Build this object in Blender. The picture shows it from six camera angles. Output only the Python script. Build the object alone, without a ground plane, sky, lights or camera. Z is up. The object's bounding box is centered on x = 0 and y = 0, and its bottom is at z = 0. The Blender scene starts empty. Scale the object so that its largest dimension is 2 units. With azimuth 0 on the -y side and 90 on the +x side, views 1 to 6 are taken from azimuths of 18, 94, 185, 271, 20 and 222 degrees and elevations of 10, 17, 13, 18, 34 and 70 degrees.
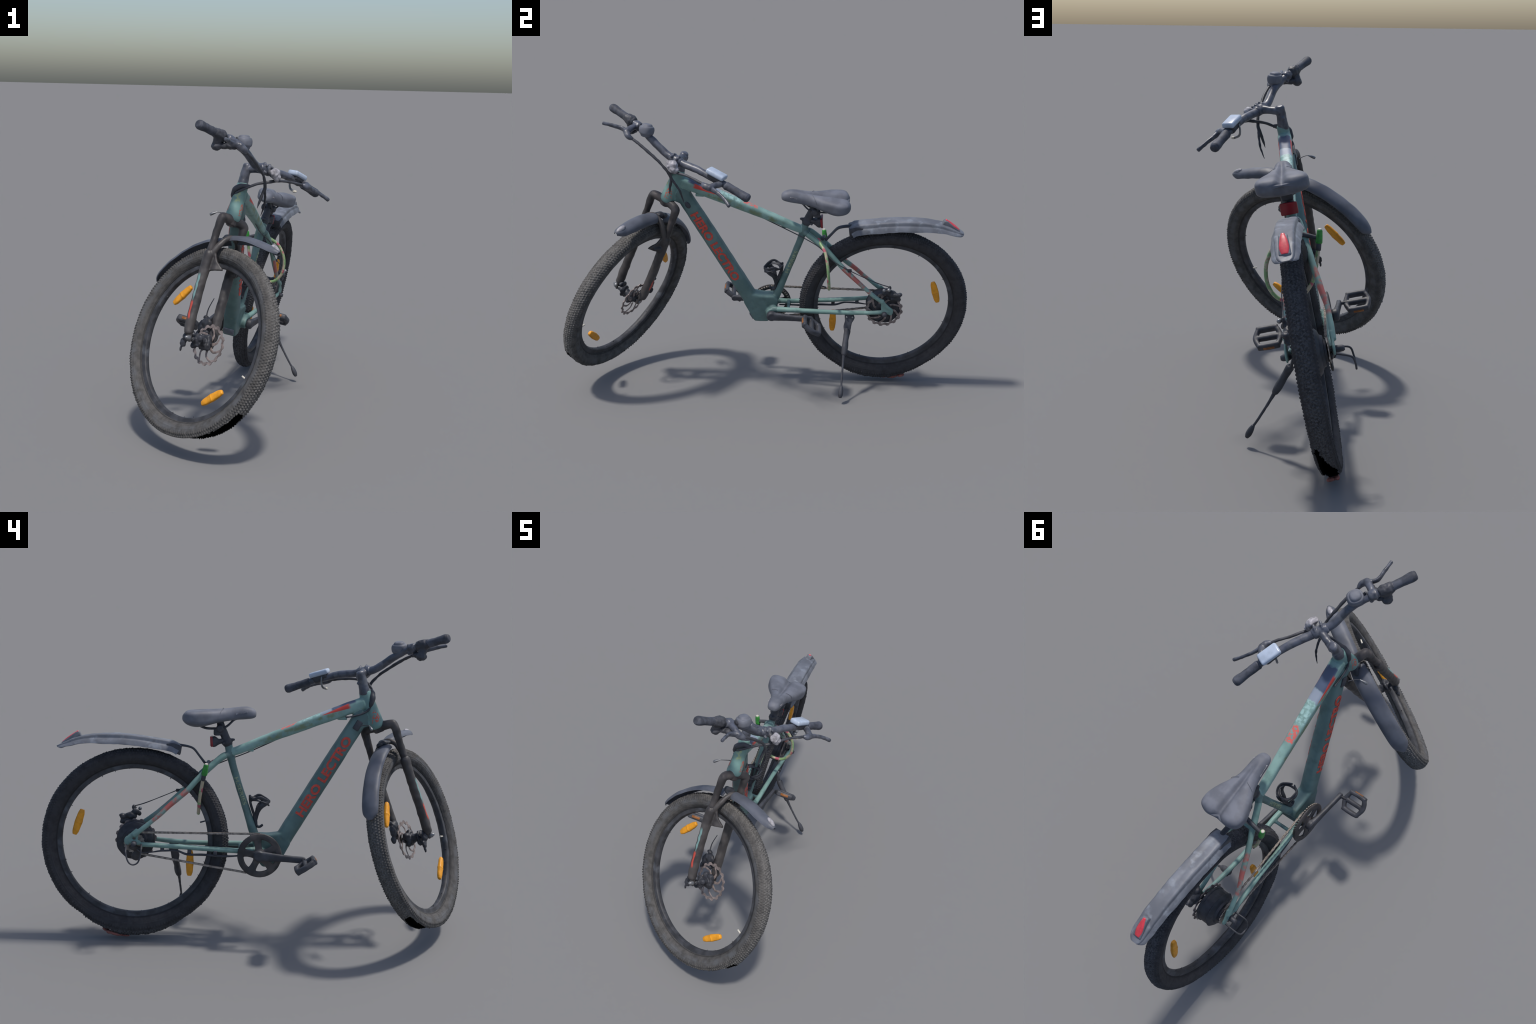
import bpy, bmesh, math, random
from mathutils import Vector, Matrix, noise

random.seed(7)
V = Vector
SC = bpy.context.scene

# ------------------------------------------------------------------ frames of reference
# bike plane: the frame leans to its left; n_b points to the rider's left (+x)
NB = V((0.9784, 0.0606, -0.1976)).normalized()
CB = V((-0.0192, 0.1399, 0.8617))
def bp(y, z, l=0.0):
    """point of the leaning bike plane at world (y, z), moved l sideways"""
    x = CB.x - ((y - CB.y) * NB.y + (z - CB.z) * NB.z) / NB.x
    return V((x, y, z)) + NB * l
EY = (bp(1, 0) - bp(0, 0)).normalized()
EZ = NB.cross(EY).normalized() * 1.0
if EZ.z < 0: EZ = -EZ

# steered plane: the front wheel, fork and handlebar turned hard to the left
CW = V((-0.0093, -0.7336, 0.4816))
NW = V((0.4162, 0.8255, -0.3812)).normalized()
UW = (V((0, 0, 1)) - NW * NW.z).normalized()
FW = NW.cross(UW).normalized()
def wp(f, h, l=0.0):
    return CW + FW * f + UW * h + NW * l

CR = V((-0.1318, 0.5697, 0.4531))            # rear axle
NR = NB.copy()
UR = (V((0, 0, 1)) - NR * NR.z).normalized()
FR = NR.cross(UR).normalized()

# ------------------------------------------------------------------ materials
def new_mat(name):
    m = bpy.data.materials.new(name); m.use_nodes = True
    nt = m.node_tree
    b = nt.nodes["Principled BSDF"]
    return m, nt, b

class NT:
    """tiny helper to write node maths compactly"""
    def __init__(s, nt):
        s.nt = nt
        s.tc = nt.nodes.new("ShaderNodeTexCoord")
        s.P = s.tc.outputs["Object"]
    def math(s, op, a, b=None, c=None, clamp=False):
        n = s.nt.nodes.new("ShaderNodeMath"); n.operation = op; n.use_clamp = clamp
        for i, v in enumerate((a, b, c)):
            if v is None: continue
            if isinstance(v, (int, float)): n.inputs[i].default_value = v
            else: s.nt.links.new(v, n.inputs[i])
        return n.outputs[0]
    def dot(s, origin, d):
        n1 = s.nt.nodes.new("ShaderNodeVectorMath"); n1.operation = 'SUBTRACT'
        s.nt.links.new(s.P, n1.inputs[0]); n1.inputs[1].default_value = origin
        n2 = s.nt.nodes.new("ShaderNodeVectorMath"); n2.operation = 'DOT_PRODUCT'
        s.nt.links.new(n1.outputs[0], n2.inputs[0]); n2.inputs[1].default_value = d
        return n2.outputs["Value"]
    def noise(s, scale, detail=3.0, rough=0.55, stretch=None):
        n = s.nt.nodes.new("ShaderNodeTexNoise")
        n.inputs["Scale"].default_value = scale; n.inputs["Detail"].default_value = detail
        n.inputs["Roughness"].default_value = rough
        if stretch:
            mp = s.nt.nodes.new("ShaderNodeMapping"); mp.inputs["Scale"].default_value = stretch
            s.nt.links.new(s.P, mp.inputs[0]); s.nt.links.new(mp.outputs[0], n.inputs["Vector"])
        else:
            s.nt.links.new(s.P, n.inputs["Vector"])
        return n.outputs[0]
    def step(s, x, lo, hi):
        n = s.nt.nodes.new("ShaderNodeMapRange"); n.interpolation_type = 'SMOOTHSTEP'
        n.inputs[1].default_value = lo; n.inputs[2].default_value = hi
        s.nt.links.new(x, n.inputs[0]); return n.outputs[0]
    def band(s, x, lo, hi, soft):
        return s.math('MULTIPLY', s.step(x, lo - soft, lo + soft),
                      s.math('SUBTRACT', 1.0, s.step(x, hi - soft, hi + soft)))
    def mul(s, a, b): return s.math('MULTIPLY', a, b)
    def mix(s, fac, a, b):
        n = s.nt.nodes.new("ShaderNodeMix"); n.data_type = 'RGBA'
        if isinstance(fac, (int, float)): n.inputs[0].default_value = fac
        else: s.nt.links.new(fac, n.inputs[0])
        for i, v in ((6, a), (7, b)):
            if isinstance(v, tuple): n.inputs[i].default_value = (*v, 1)
            else: s.nt.links.new(v, n.inputs[i])
        return n.outputs[2]

def pbr(name, col, var=0.18, scale=14.0, rough=0.6, metal=0.0, bump=0.0, bscale=90.0,
        tint=None, tscale=6.0, spec=0.35, coat=0.0):
    m, nt, b = new_mat(name); N = NT(nt)
    lo = tuple(c * (1 - var) for c in col); hi = tuple(min(1, c * (1 + var)) for c in col)
    c = N.mix(N.step(N.noise(scale, 4), 0.34, 0.66), lo, hi)
    if tint:
        c = N.mix(N.step(N.noise(tscale, 3), 0.5, 0.72), c, tint)
    nt.links.new(c, b.inputs["Base Color"])
    b.inputs["Roughness"].default_value = rough; b.inputs["Metallic"].default_value = metal
    b.inputs["Specular IOR Level"].default_value = spec
    b.inputs["Coat Weight"].default_value = coat
    if bump:
        bn = nt.nodes.new("ShaderNodeBump"); bn.inputs["Strength"].default_value = bump
        bn.inputs["Distance"].default_value = 0.002
        nt.links.new(N.noise(bscale, 5), bn.inputs["Height"])
        nt.links.new(bn.outputs[0], b.inputs["Normal"])
    return m

TEAL = (0.152, 0.258, 0.234)
TEAL_HI = (0.208, 0.335, 0.302)
TEAL_D = (0.090, 0.155, 0.150)
TEAL_D2 = (0.130, 0.212, 0.203)
RED = (0.55, 0.060, 0.045)

def frame_mat(name, extra=None, base=TEAL, hi=TEAL_HI):
    m, nt, b = new_mat(name); N = NT(nt)
    c = N.mix(N.step(N.noise(9, 4), 0.35, 0.68), base, hi)
    c = N.mix(N.mul(N.step(N.noise(17, 5, 0.6), 0.50, 0.70), 0.45), c, tuple(v * 0.62 for v in base))
    c = N.mix(N.mul(N.step(N.noise(52, 4), 0.60, 0.74), 0.35), c, (0.19, 0.235, 0.165))
    if extra: c = extra(N, c)
    nt.links.new(c, b.inputs["Base Color"])
    b.inputs["Roughness"].default_value = 0.5
    b.inputs["Specular IOR Level"].default_value = 0.4
    return m

def top_tube_marks(N, c):
    a = bp(-0.395, 1.081); e = bp(0.10, 0.882); d = (e - a).normalized()
    up = NB.cross(d); up = up if up.z > 0 else -up
    s = N.dot(a, d); h = N.dot(a, up); l = N.dot(a, NB)
    al = N.math('ABSOLUTE', l)
    w = N.math('MULTIPLY_ADD', N.noise(30, 3), 0.03, -0.015)
    sw = N.math('ADD', s, w); hw = N.math('ADD', h, N.math('MULTIPLY', w, 0.5))
    # ochre patina along the flanks, worn
    side = N.mul(N.band(hw, -0.013, 0.010, 0.006), N.band(s, 0.06, 0.47, 0.05))
    c = N.mix(N.mul(side, N.step(N.noise(26, 4), 0.36, 0.6)), c, (0.165, 0.215, 0.125))
    # navy reflection painted on the top face by the head tube, lilac, pale teal
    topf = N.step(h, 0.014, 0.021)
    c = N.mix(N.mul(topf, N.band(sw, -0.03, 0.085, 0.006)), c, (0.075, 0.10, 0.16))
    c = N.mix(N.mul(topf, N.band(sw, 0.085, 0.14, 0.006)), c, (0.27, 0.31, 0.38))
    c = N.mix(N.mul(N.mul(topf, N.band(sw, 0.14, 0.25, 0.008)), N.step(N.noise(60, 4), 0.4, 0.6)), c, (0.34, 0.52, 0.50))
    # red lettering worn to blotches on the upper face
    blot = N.step(N.noise(75, 2), 0.43, 0.50)
    c = N.mix(N.mul(N.mul(N.mul(topf, N.band(s, 0.255, 0.335, 0.004)), N.band(l, -0.022, 0.016, 0.003)), blot), c, (0.62, 0.14, 0.12))
    # red wedges on both flanks
    wedge = N.mul(N.band(s, 0.005, 0.135, 0.008),
                  N.mul(N.step(N.math('SUBTRACT', h, N.math('MULTIPLY_ADD', s, 0.10, 0.000)), -0.001, 0.001),
                        N.math('SUBTRACT', 1.0, N.step(N.math('ADD', h, N.math('MULTIPLY', s, 0.06)), 0.0225, 0.0245))))
    c = N.mix(wedge, c, RED)
    return c

def stay_marks(N, c):
    a = bp(0.34, 0.69); e = bp(0.49, 0.55); d = (e - a).normalized()
    s = N.dot(a, d)
    fade = N.band(s, -0.005, 0.20, 0.012)
    n1 = N.step(N.noise(34, 3), 0.40, 0.62)
    solid = N.band(s, 0.075, 0.125, 0.01)
    fac = N.mul(N.math('MAXIMUM', n1, solid), fade)
    l = N.math('ABSOLUTE', N.dot(CB, NB))
    fac = N.mul(fac, N.step(l, 0.052, 0.060))
    return N.mix(N.mul(fac, 0.8), c, (0.50, 0.085, 0.07))

def head_marks(N, c):
    a = bp(-0.516, 1.013)
    up = (bp(-0.456, 1.151) - a).normalized()
    fwd = up.cross(NB)
    h = N.dot(a, up); l = N.math('ABSOLUTE', N.dot(a, NB))
    # ochre crest on the front, red script low on both flanks
    crest = N.mul(N.mul(N.band(h, 0.062, 0.115, 0.01), N.math('SUBTRACT', 1.0, N.step(l, 0.012, 0.020))), N.step(N.noise(55, 4), 0.40, 0.58))
    c = N.mix(N.mul(crest, 0.8), c, (0.30, 0.36, 0.17))
    script = N.mul(N.mul(N.band(h, 0.008, 0.062, 0.004), N.step(l, 0.024, 0.028)), N.band(N.dot(a, EY), -0.02, 0.022, 0.004))
    c = N.mix(N.mul(script, N.step(N.noise(120, 1), 0.50, 0.54)), c, (0.48, 0.09, 0.06))
    return c

M_FRAME = frame_mat("teal_paint")
M_DARK = frame_mat("teal_darker_copy", None, TEAL_D, TEAL_D2)  # frame teal darkened for down tube, seat tube and bottom bracket
M_TOP = frame_mat("teal_paint_baked_reflection", top_tube_marks, (0.170, 0.285, 0.262), (0.240, 0.385, 0.355))
M_STAY = frame_mat("teal_paint_red_marks", stay_marks)
M_HEAD = frame_mat("teal_paint_head", head_marks, (0.135, 0.240, 0.225), (0.185, 0.320, 0.295))
M_RED = pbr("red_lettering", (0.56, 0.075, 0.052), var=0.15, scale=60, rough=0.55)
M_PALE = pbr("pale_lettering", (0.24, 0.29, 0.19), var=0.2, scale=60)
M_BLACK = pbr("black_plastic", (0.050, 0.052, 0.062), var=0.25, scale=22, rough=0.5, bump=0.15)
M_BAR = pbr("satin_black_bar", (0.064, 0.070, 0.092), var=0.35, scale=26, rough=0.40, spec=0.55, tint=(0.115, 0.120, 0.138), tscale=24)  # black pushed toward blue, with paler blotches, to colour in sky highlights
M_GRIP = pbr("rubber_grip", (0.062, 0.067, 0.085), var=0.35, scale=30, rough=0.65, bump=0.3, bscale=140)
M_FORK = pbr("brown_black_fork", (0.050, 0.046, 0.047), var=0.3, scale=18, rough=0.5, tint=(0.10, 0.085, 0.08), tscale=9)
M_SADDLE = pbr("saddle_vinyl", (0.130, 0.138, 0.166), var=0.16, scale=16, rough=0.6, bump=0.08)  # vinyl lightened and cooled to carry the sky reflected on its top
M_GUARD = pbr("grey_mudguard", (0.136, 0.146, 0.172), var=0.2, scale=9, rough=0.5, tint=(0.205, 0.225, 0.262), tscale=24, bump=0.2, bscale=60)  # pale blue tint is the scan's baked-in sheen on the guard
M_FGUARD = pbr("front_mudguard_plastic", (0.092, 0.100, 0.124), var=0.18, scale=11, rough=0.5, bump=0.1, bscale=50)
def tyre_mat(name, centre, axis, dark, light, dust, side, seed):
    m, nt, b = new_mat(name); N = NT(nt)
    n1 = nt.nodes.new("ShaderNodeVectorMath"); n1.operation = 'SUBTRACT'; nt.links.new(N.P, n1.inputs[0]); n1.inputs[1].default_value = centre
    n2 = nt.nodes.new("ShaderNodeVectorMath"); n2.operation = 'CROSS_PRODUCT'; nt.links.new(n1.outputs[0], n2.inputs[0]); n2.inputs[1].default_value = axis
    n3 = nt.nodes.new("ShaderNodeVectorMath"); n3.operation = 'LENGTH'; nt.links.new(n2.outputs[0], n3.inputs[0]); r = n3.outputs["Value"]
    c = N.mix(N.step(N.noise(34, 5, 0.65), 0.36, 0.66), dark, light)
    # grey film wiped along the sidewall, dust on the knob tops
    c = N.mix(N.mul(N.band(r, 0.376, 0.402, 0.008), N.step(N.noise(22, 4), 0.36, 0.66)), c, side)
    c = N.mix(N.mul(N.step(r, 0.4150, 0.4305), N.step(N.noise(150, 3), 0.36, 0.62)), c, dust)
    c = N.mix(N.mul(N.band(r, 0.3575, 0.3625, 0.0012), 0.6), c, (0.02, 0.02, 0.022))
    nt.links.new(c, b.inputs["Base Color"]); b.inputs["Roughness"].default_value = 0.82; b.inputs["Specular IOR Level"].default_value = 0.22
    bn = nt.nodes.new("ShaderNodeBump"); bn.inputs["Strength"].default_value = 0.3; bn.inputs["Distance"].default_value = 0.002
    nt.links.new(N.noise(170, 5), bn.inputs["Height"]); nt.links.new(bn.outputs[0], b.inputs["Normal"])
    return m
M_TYRE_F = tyre_mat("dusty_tyre", CW, NW, (0.060, 0.058, 0.057), (0.094, 0.090, 0.087), (0.155, 0.150, 0.145), (0.104, 0.106, 0.112), 1)
M_TYRE_R = tyre_mat("dark_tyre", CR, NR, (0.034, 0.033, 0.036), (0.050, 0.049, 0.053), (0.095, 0.096, 0.104), (0.045, 0.045, 0.050), 2)
M_VOID = pbr("tyre_inside", (0.004, 0.004, 0.004), var=0.1, rough=0.95, spec=0.05)
M_RIM = pbr("dark_rim", (0.042, 0.043, 0.049), var=0.3, scale=20, rough=0.55, tint=(0.085, 0.092, 0.106), tscale=14)
M_ORANGE = pbr("amber_reflector", (0.72, 0.30, 0.018), var=0.12, scale=40, rough=0.4, bump=0.2, bscale=200)
M_ORANGE_D = pbr("dull_amber", (0.26, 0.10, 0.03), var=0.3, scale=60, rough=0.5)
M_CHAIN = pbr("dusty_chain", (0.27, 0.235, 0.205), var=0.35, scale=70, rough=0.55, metal=0.2)
M_ROTOR = pbr("brown_steel_rotor", (0.23, 0.19, 0.18), var=0.35, scale=50, rough=0.5, metal=0.2)
M_STEEL = pbr("bare_steel", (0.20, 0.205, 0.215), var=0.25, scale=40, rough=0.35, metal=0.5)
M_HUB = pbr("hub_shell", (0.034, 0.036, 0.044), var=0.3, scale=30, rough=0.5, bump=0.2)
M_DISPLAY = pbr("pale_blue_display", (0.40, 0.465, 0.57), var=0.08, scale=30, rough=0.25, spec=0.5)  # pale blue base colour holds the sky mirrored in the casing
M_LIGHT = pbr("grey_white_lamp", (0.30, 0.29, 0.31), var=0.35, scale=55, rough=0.45)
M_WHITE = pbr("off_white_plastic", (0.55, 0.52, 0.45), var=0.15, scale=60, rough=0.5)
M_REDLENS = pbr("red_lens", (0.21, 0.008, 0.016), var=0.25, scale=24, rough=0.3, spec=0.5)
M_REDREFL = pbr("bright_red_reflector", (0.64, 0.055, 0.075), var=0.12, scale=60, rough=0.35)
M_GREEN = pbr("green_cap", (0.045, 0.26, 0.050), var=0.2, scale=60, rough=0.45)
M_LOCK, _nt, _b = new_mat("green_pink_cable")
_N = NT(_nt)
_c = _N.mix(_N.step(_N.noise(32, 3), 0.44, 0.52), (0.20, 0.33, 0.15), (0.42, 0.36, 0.26))
_c = _N.mix(_N.step(_N.noise(21, 2), 0.55, 0.62), _c, (0.42, 0.09, 0.13))
_nt.links.new(_c, _b.inputs["Base Color"]); _b.inputs["Roughness"].default_value = 0.4
M_EARTH = pbr("reddish_grit", (0.26, 0.10, 0.085), var=0.35, scale=60, rough=0.9)

# ------------------------------------------------------------------ object helpers
def link(ob, parent=None):
    SC.collection.objects.link(ob)
    if parent is not None: ob.parent = parent
    return ob

def finish(bm, name, mat, parent, smooth=True, angle=None):
    bmesh.ops.recalc_face_normals(bm, faces=bm.faces[:])
    me = bpy.data.meshes.new(name); bm.to_mesh(me); bm.free()
    if mat is not None: me.materials.append(mat)
    for p in me.polygons: p.use_smooth = smooth
    if smooth and angle: me.set_sharp_from_angle(angle=math.radians(angle))
    return link(bpy.data.objects.new(name, me), parent)

def catmull(P, k):
    """dense Catmull-Rom through tuples of floats"""
    out = []
    n = len(P)
    for i in range(n - 1):
        p0 = P[max(i - 1, 0)]; p1 = P[i]; p2 = P[i + 1]; p3 = P[min(i + 2, n - 1)]
        for j in range(k):
            t = j / k
            out.append(tuple(0.5 * ((2 * b) + (-a + c) * t + (2 * a - 5 * b + 4 * c - d) * t * t + (-a + 3 * b - 3 * c + d) * t ** 3)
                             for a, b, c, d in zip(p0, p1, p2, p3)))
    out.append(tuple(P[-1]))
    return out

def sweep(bm, pts, rad, k=6, seg=16, ref=None, p=2.0, cap=True, lump=0.0, closed=False, lscale=30):
    """tube through pts; rad = r or list of r / (a, b); a lies along ref, p = superellipse exponent"""
    n = len(pts)
    if not isinstance(rad, list): rad = [rad] * n
    rad = [(r, r) if isinstance(r, (int, float)) else r for r in rad]
    rows = [(*q, *r) for q, r in zip(pts, rad)]
    if closed: rows = rows + [rows[0]]
    D = catmull(rows, k) if k > 1 else rows
    if closed: D = D[:-1]
    C = [V(d[:3]) for d in D]; R = [(max(d[3], 1e-4), max(d[4], 1e-4)) for d in D]
    m = len(C); rings = []; prev = None; e1 = None
    frames = []
    for i in range(m):
        if closed: t = (C[(i + 1) % m] - C[i - 1])
        else: t = C[min(i + 1, m - 1)] - C[max(i - 1, 0)]
        t.normalize()
        if ref is not None: e1 = (ref - t * ref.dot(t)).normalized()
        else:
            if e1 is None:
                a = V((0, 0, 1)) if abs(t.z) < 0.9 else V((1, 0, 0))
                e1 = (a - t * a.dot(t)).normalized()
            else: e1 = (e1 - t * e1.dot(t)).normalized()
        frames.append((t, e1.copy(), t.cross(e1)))
    def ring(c, fr, a, b):
        t, u, w = fr; vs = []
        for j in range(seg):
            th = 2 * math.pi * j / seg; cs, sn = math.cos(th), math.sin(th)
            x = a * math.copysign(abs(cs) ** (2 / p), cs); y = b * math.copysign(abs(sn) ** (2 / p), sn)
            q = c + u * x + w * y
            if lump: q += (q - c).normalized() * lump * noise.noise(q * lscale)
            vs.append(bm.verts.new(q))
        return vs
    if cap and not closed:
        for ang in (80, 55, 28):
            s = math.sin(math.radians(ang)); cc = math.cos(math.radians(ang))
            r = min(R[0]) * 0.5
            rings.append(ring(C[0] - frames[0][0] * r * s, frames[0], R[0][0] - r * (1 - cc), R[0][1] - r * (1 - cc)))
    for i in range(m): rings.append(ring(C[i], frames[i], *R[i]))
    if cap and not closed:
        for ang in (28, 55, 80):
            s = math.sin(math.radians(ang)); cc = math.cos(math.radians(ang))
            r = min(R[-1]) * 0.5
            rings.append(ring(C[-1] + frames[-1][0] * r * s, frames[-1], R[-1][0] - r * (1 - cc), R[-1][1] - r * (1 - cc)))
    M = len(rings)
    for i in range(M if closed else M - 1):
        a, b = rings[i], rings[(i + 1) % M]
        for j in range(seg): bm.faces.new((a[j], a[(j + 1) % seg], b[(j + 1) % seg], b[j]))
    if not closed:
        bm.faces.new(rings[0][::-1]); bm.faces.new(rings[-1])
    return bm

def tube(name, mat, parent, pts, rad, **kw):
    bm = bmesh.new(); sweep(bm, pts, rad, **kw); return finish(bm, name, mat, parent)

def box(bm, c, ax, half, bev=0.003, seg=2):
    """bevelled box: centre, three axes, half sizes"""
    b2 = bmesh.new(); bmesh.ops.create_cube(b2, size=2.0)
    for v in b2.verts: v.co = V((v.co.x * half[0], v.co.y * half[1], v.co.z * half[2]))
    if bev: bmesh.ops.bevel(b2, geom=b2.edges[:], offset=bev, segments=seg, profile=0.5, affect='EDGES')
    M = Matrix((ax[0], ax[1], ax[2])).transposed()
    mp = {}
    for v in b2.verts: mp[v] = bm.verts.new(c + M @ v.co)
    for f in b2.faces: bm.faces.new([mp[v] for v in f.verts])
    b2.free()

def revolve(bm, c, axis, prof, seg=32, wob=None):
    """lathe: prof = [(offset along axis, radius)...]"""
    axis = axis.normalized()
    a = V((0, 0, 1)) if abs(axis.z) < 0.9 else V((1, 0, 0))
    u = (a - axis * a.dot(axis)).normalized(); w = axis.cross(u)
    rings = []
    for s, r in prof:
        rings.append([bm.verts.new(c + axis * s + (u * math.cos(2 * math.pi * j / seg) + w * math.sin(2 * math.pi * j / seg))
                                   * max(r * (wob(j / seg, s) if wob else 1), 1e-4)) for j in range(seg)])
    for a_, b_ in zip(rings, rings[1:]):
        for j in range(seg): bm.faces.new((a_[j], a_[(j + 1) % seg], b_[(j + 1) % seg], b_[j]))
    bm.faces.new(rings[0][::-1]); bm.faces.new(rings[-1])

def ball(bm, c, r, ax=None, seg=16):
    r = (r, r, r) if isinstance(r, (int, float)) else r
    b2 = bmesh.new(); bmesh.ops.create_uvsphere(b2, u_segments=seg, v_segments=seg // 2 + 2, radius=1.0)
    M = Matrix(ax).transposed() if ax else Matrix.Identity(3)
    mp = {v: bm.verts.new(c + M @ V((v.co.x * r[0], v.co.y * r[1], v.co.z * r[2]))) for v in b2.verts}
    for f in b2.faces: bm.faces.new([mp[v] for v in f.verts])
    b2.free()

def prism(bm, poly, l0, l1, fn, bev=0.0):
    """extrude a polygon given in plane coordinates between two sideways offsets"""
    b2 = bmesh.new()
    A = [b2.verts.new(fn(*q, l0)) for q in poly]; B = [b2.verts.new(fn(*q, l1)) for q in poly]
    n = len(poly)
    b2.faces.new(A[::-1]); b2.faces.new(B)
    for i in range(n): b2.faces.new((A[i], A[(i + 1) % n], B[(i + 1) % n], B[i]))
    bmesh.ops.recalc_face_normals(b2, faces=b2.faces[:])
    if bev: bmesh.ops.bevel(b2, geom=b2.edges[:], offset=bev, segments=2, profile=0.5, affect='EDGES')
    mp = {v: bm.verts.new(v.co) for v in b2.verts}
    for f in b2.faces: bm.faces.new([mp[v] for v in f.verts])
    b2.free()

def roughen(ob, amp, scale, seed=0.0):
    me = ob.data; n = len(me.vertices); off = V((seed, seed, 0))
    nrm = [v.vector.copy() for v in me.vertex_normals]
    co = []
    for v, nv in zip(me.vertices, nrm):
        co.extend(v.co + nv * (amp * noise.noise(v.co * scale + off)))
    me.vertices.foreach_set("co", co); me.update()

def apply_mods(ob):
    dg = bpy.context.evaluated_depsgraph_get()
    me = bpy.data.meshes.new_from_object(ob.evaluated_get(dg))
    old = ob.data; ob.modifiers.clear(); ob.data = me
    bpy.data.meshes.remove(old)

def remeshed(bm, name, mat, parent, voxel, smooth=4, amp=0.0, scale=30):
    ob = finish(bm, name, mat, parent)
    m = ob.modifiers.new("r", 'REMESH'); m.mode = 'VOXEL'; m.voxel_size = voxel
    if smooth:
        s = ob.modifiers.new("s", 'SMOOTH'); s.factor = 0.5; s.iterations = smooth
    apply_mods(ob)
    ob.data.materials.clear(); ob.data.materials.append(mat)
    for p in ob.data.polygons: p.use_smooth = True
    if amp: roughen(ob, amp, scale)
    return ob

# ------------------------------------------------------------------ the thing
bike = bpy.data.objects.new("electric_bicycle", None); link(bike)
bike.empty_display_size = 0.1
bike["label"] = "teal mountain style electric bicycle, leaning, front wheel turned left"
bike["category"] = "bicycle"

# ------------------------------------------------------------------ frame (welded tubes, one smooth surface split by tube)
DT_A, DT_B = (-0.455, 1.055), (-0.1135, 0.478)       # down tube axis in the bike plane
def dt_section(s):  return (0.0345, 0.0385)
bm = bmesh.new()
sweep(bm, [bp(*DT_A), bp(-0.33, 0.845), bp(-0.22, 0.659), bp(*DT_B)], [(0.030, 0.036), (0.0345, 0.0385), (0.0345, 0.0385), (0.035, 0.039)], k=4, seg=32, ref=NB, p=2.9)
sweep(bm, [bp(-0.45, 1.100), bp(-0.395, 1.081), bp(-0.281, 1.036), bp(-0.138, 0.978), bp(-0.02, 0.931), bp(0.10, 0.880), bp(0.155, 0.860)],
      [(0.030, 0.029), (0.030, 0.0285), (0.0285, 0.0265), (0.0255, 0.0235), (0.023, 0.021), (0.021, 0.019), (0.020, 0.018)], k=4, seg=28, ref=NB, p=3.2)
sweep(bm, [bp(-0.519, 1.008), bp(-0.505, 1.036), bp(-0.487, 1.080), bp(-0.470, 1.120), bp(-0.458, 1.150)],
      [(0.036, 0.036), (0.0345, 0.036), (0.030, 0.033), (0.0275, 0.030), (0.027, 0.028)], k=3, seg=28, ref=NB)
prism(bm, [(-0.44, 1.075), (-0.41, 1.058), (-0.395, 1.010), (-0.44, 0.985), (-0.49, 1.005), (-0.47, 1.06)], -0.026, 0.026, bp, 0.008)
sweep(bm, [bp(0.162, 0.915), bp(0.147, 0.850), bp(0.115, 0.749), bp(0.060, 0.597), bp(0.018, 0.480)],
      [0.0185, 0.0185, 0.0165, 0.018, 0.022], k=4, seg=24)
prism(bm, [(-0.140, 0.515), (-0.084, 0.505), (-0.040, 0.498), (0.012, 0.500), (0.035, 0.475), (0.020, 0.425), (0.004, 0.375), (-0.020, 0.347), (-0.0885, 0.3475), (-0.1455, 0.4560)],
      -0.034, 0.034, bp, 0.009)
revolve(bm, bp(0.0, 0.410), NB, [(-0.058, 0.026), (-0.057, 0.030), (0.057, 0.030), (0.060, 0.026)], seg=28)
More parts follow.
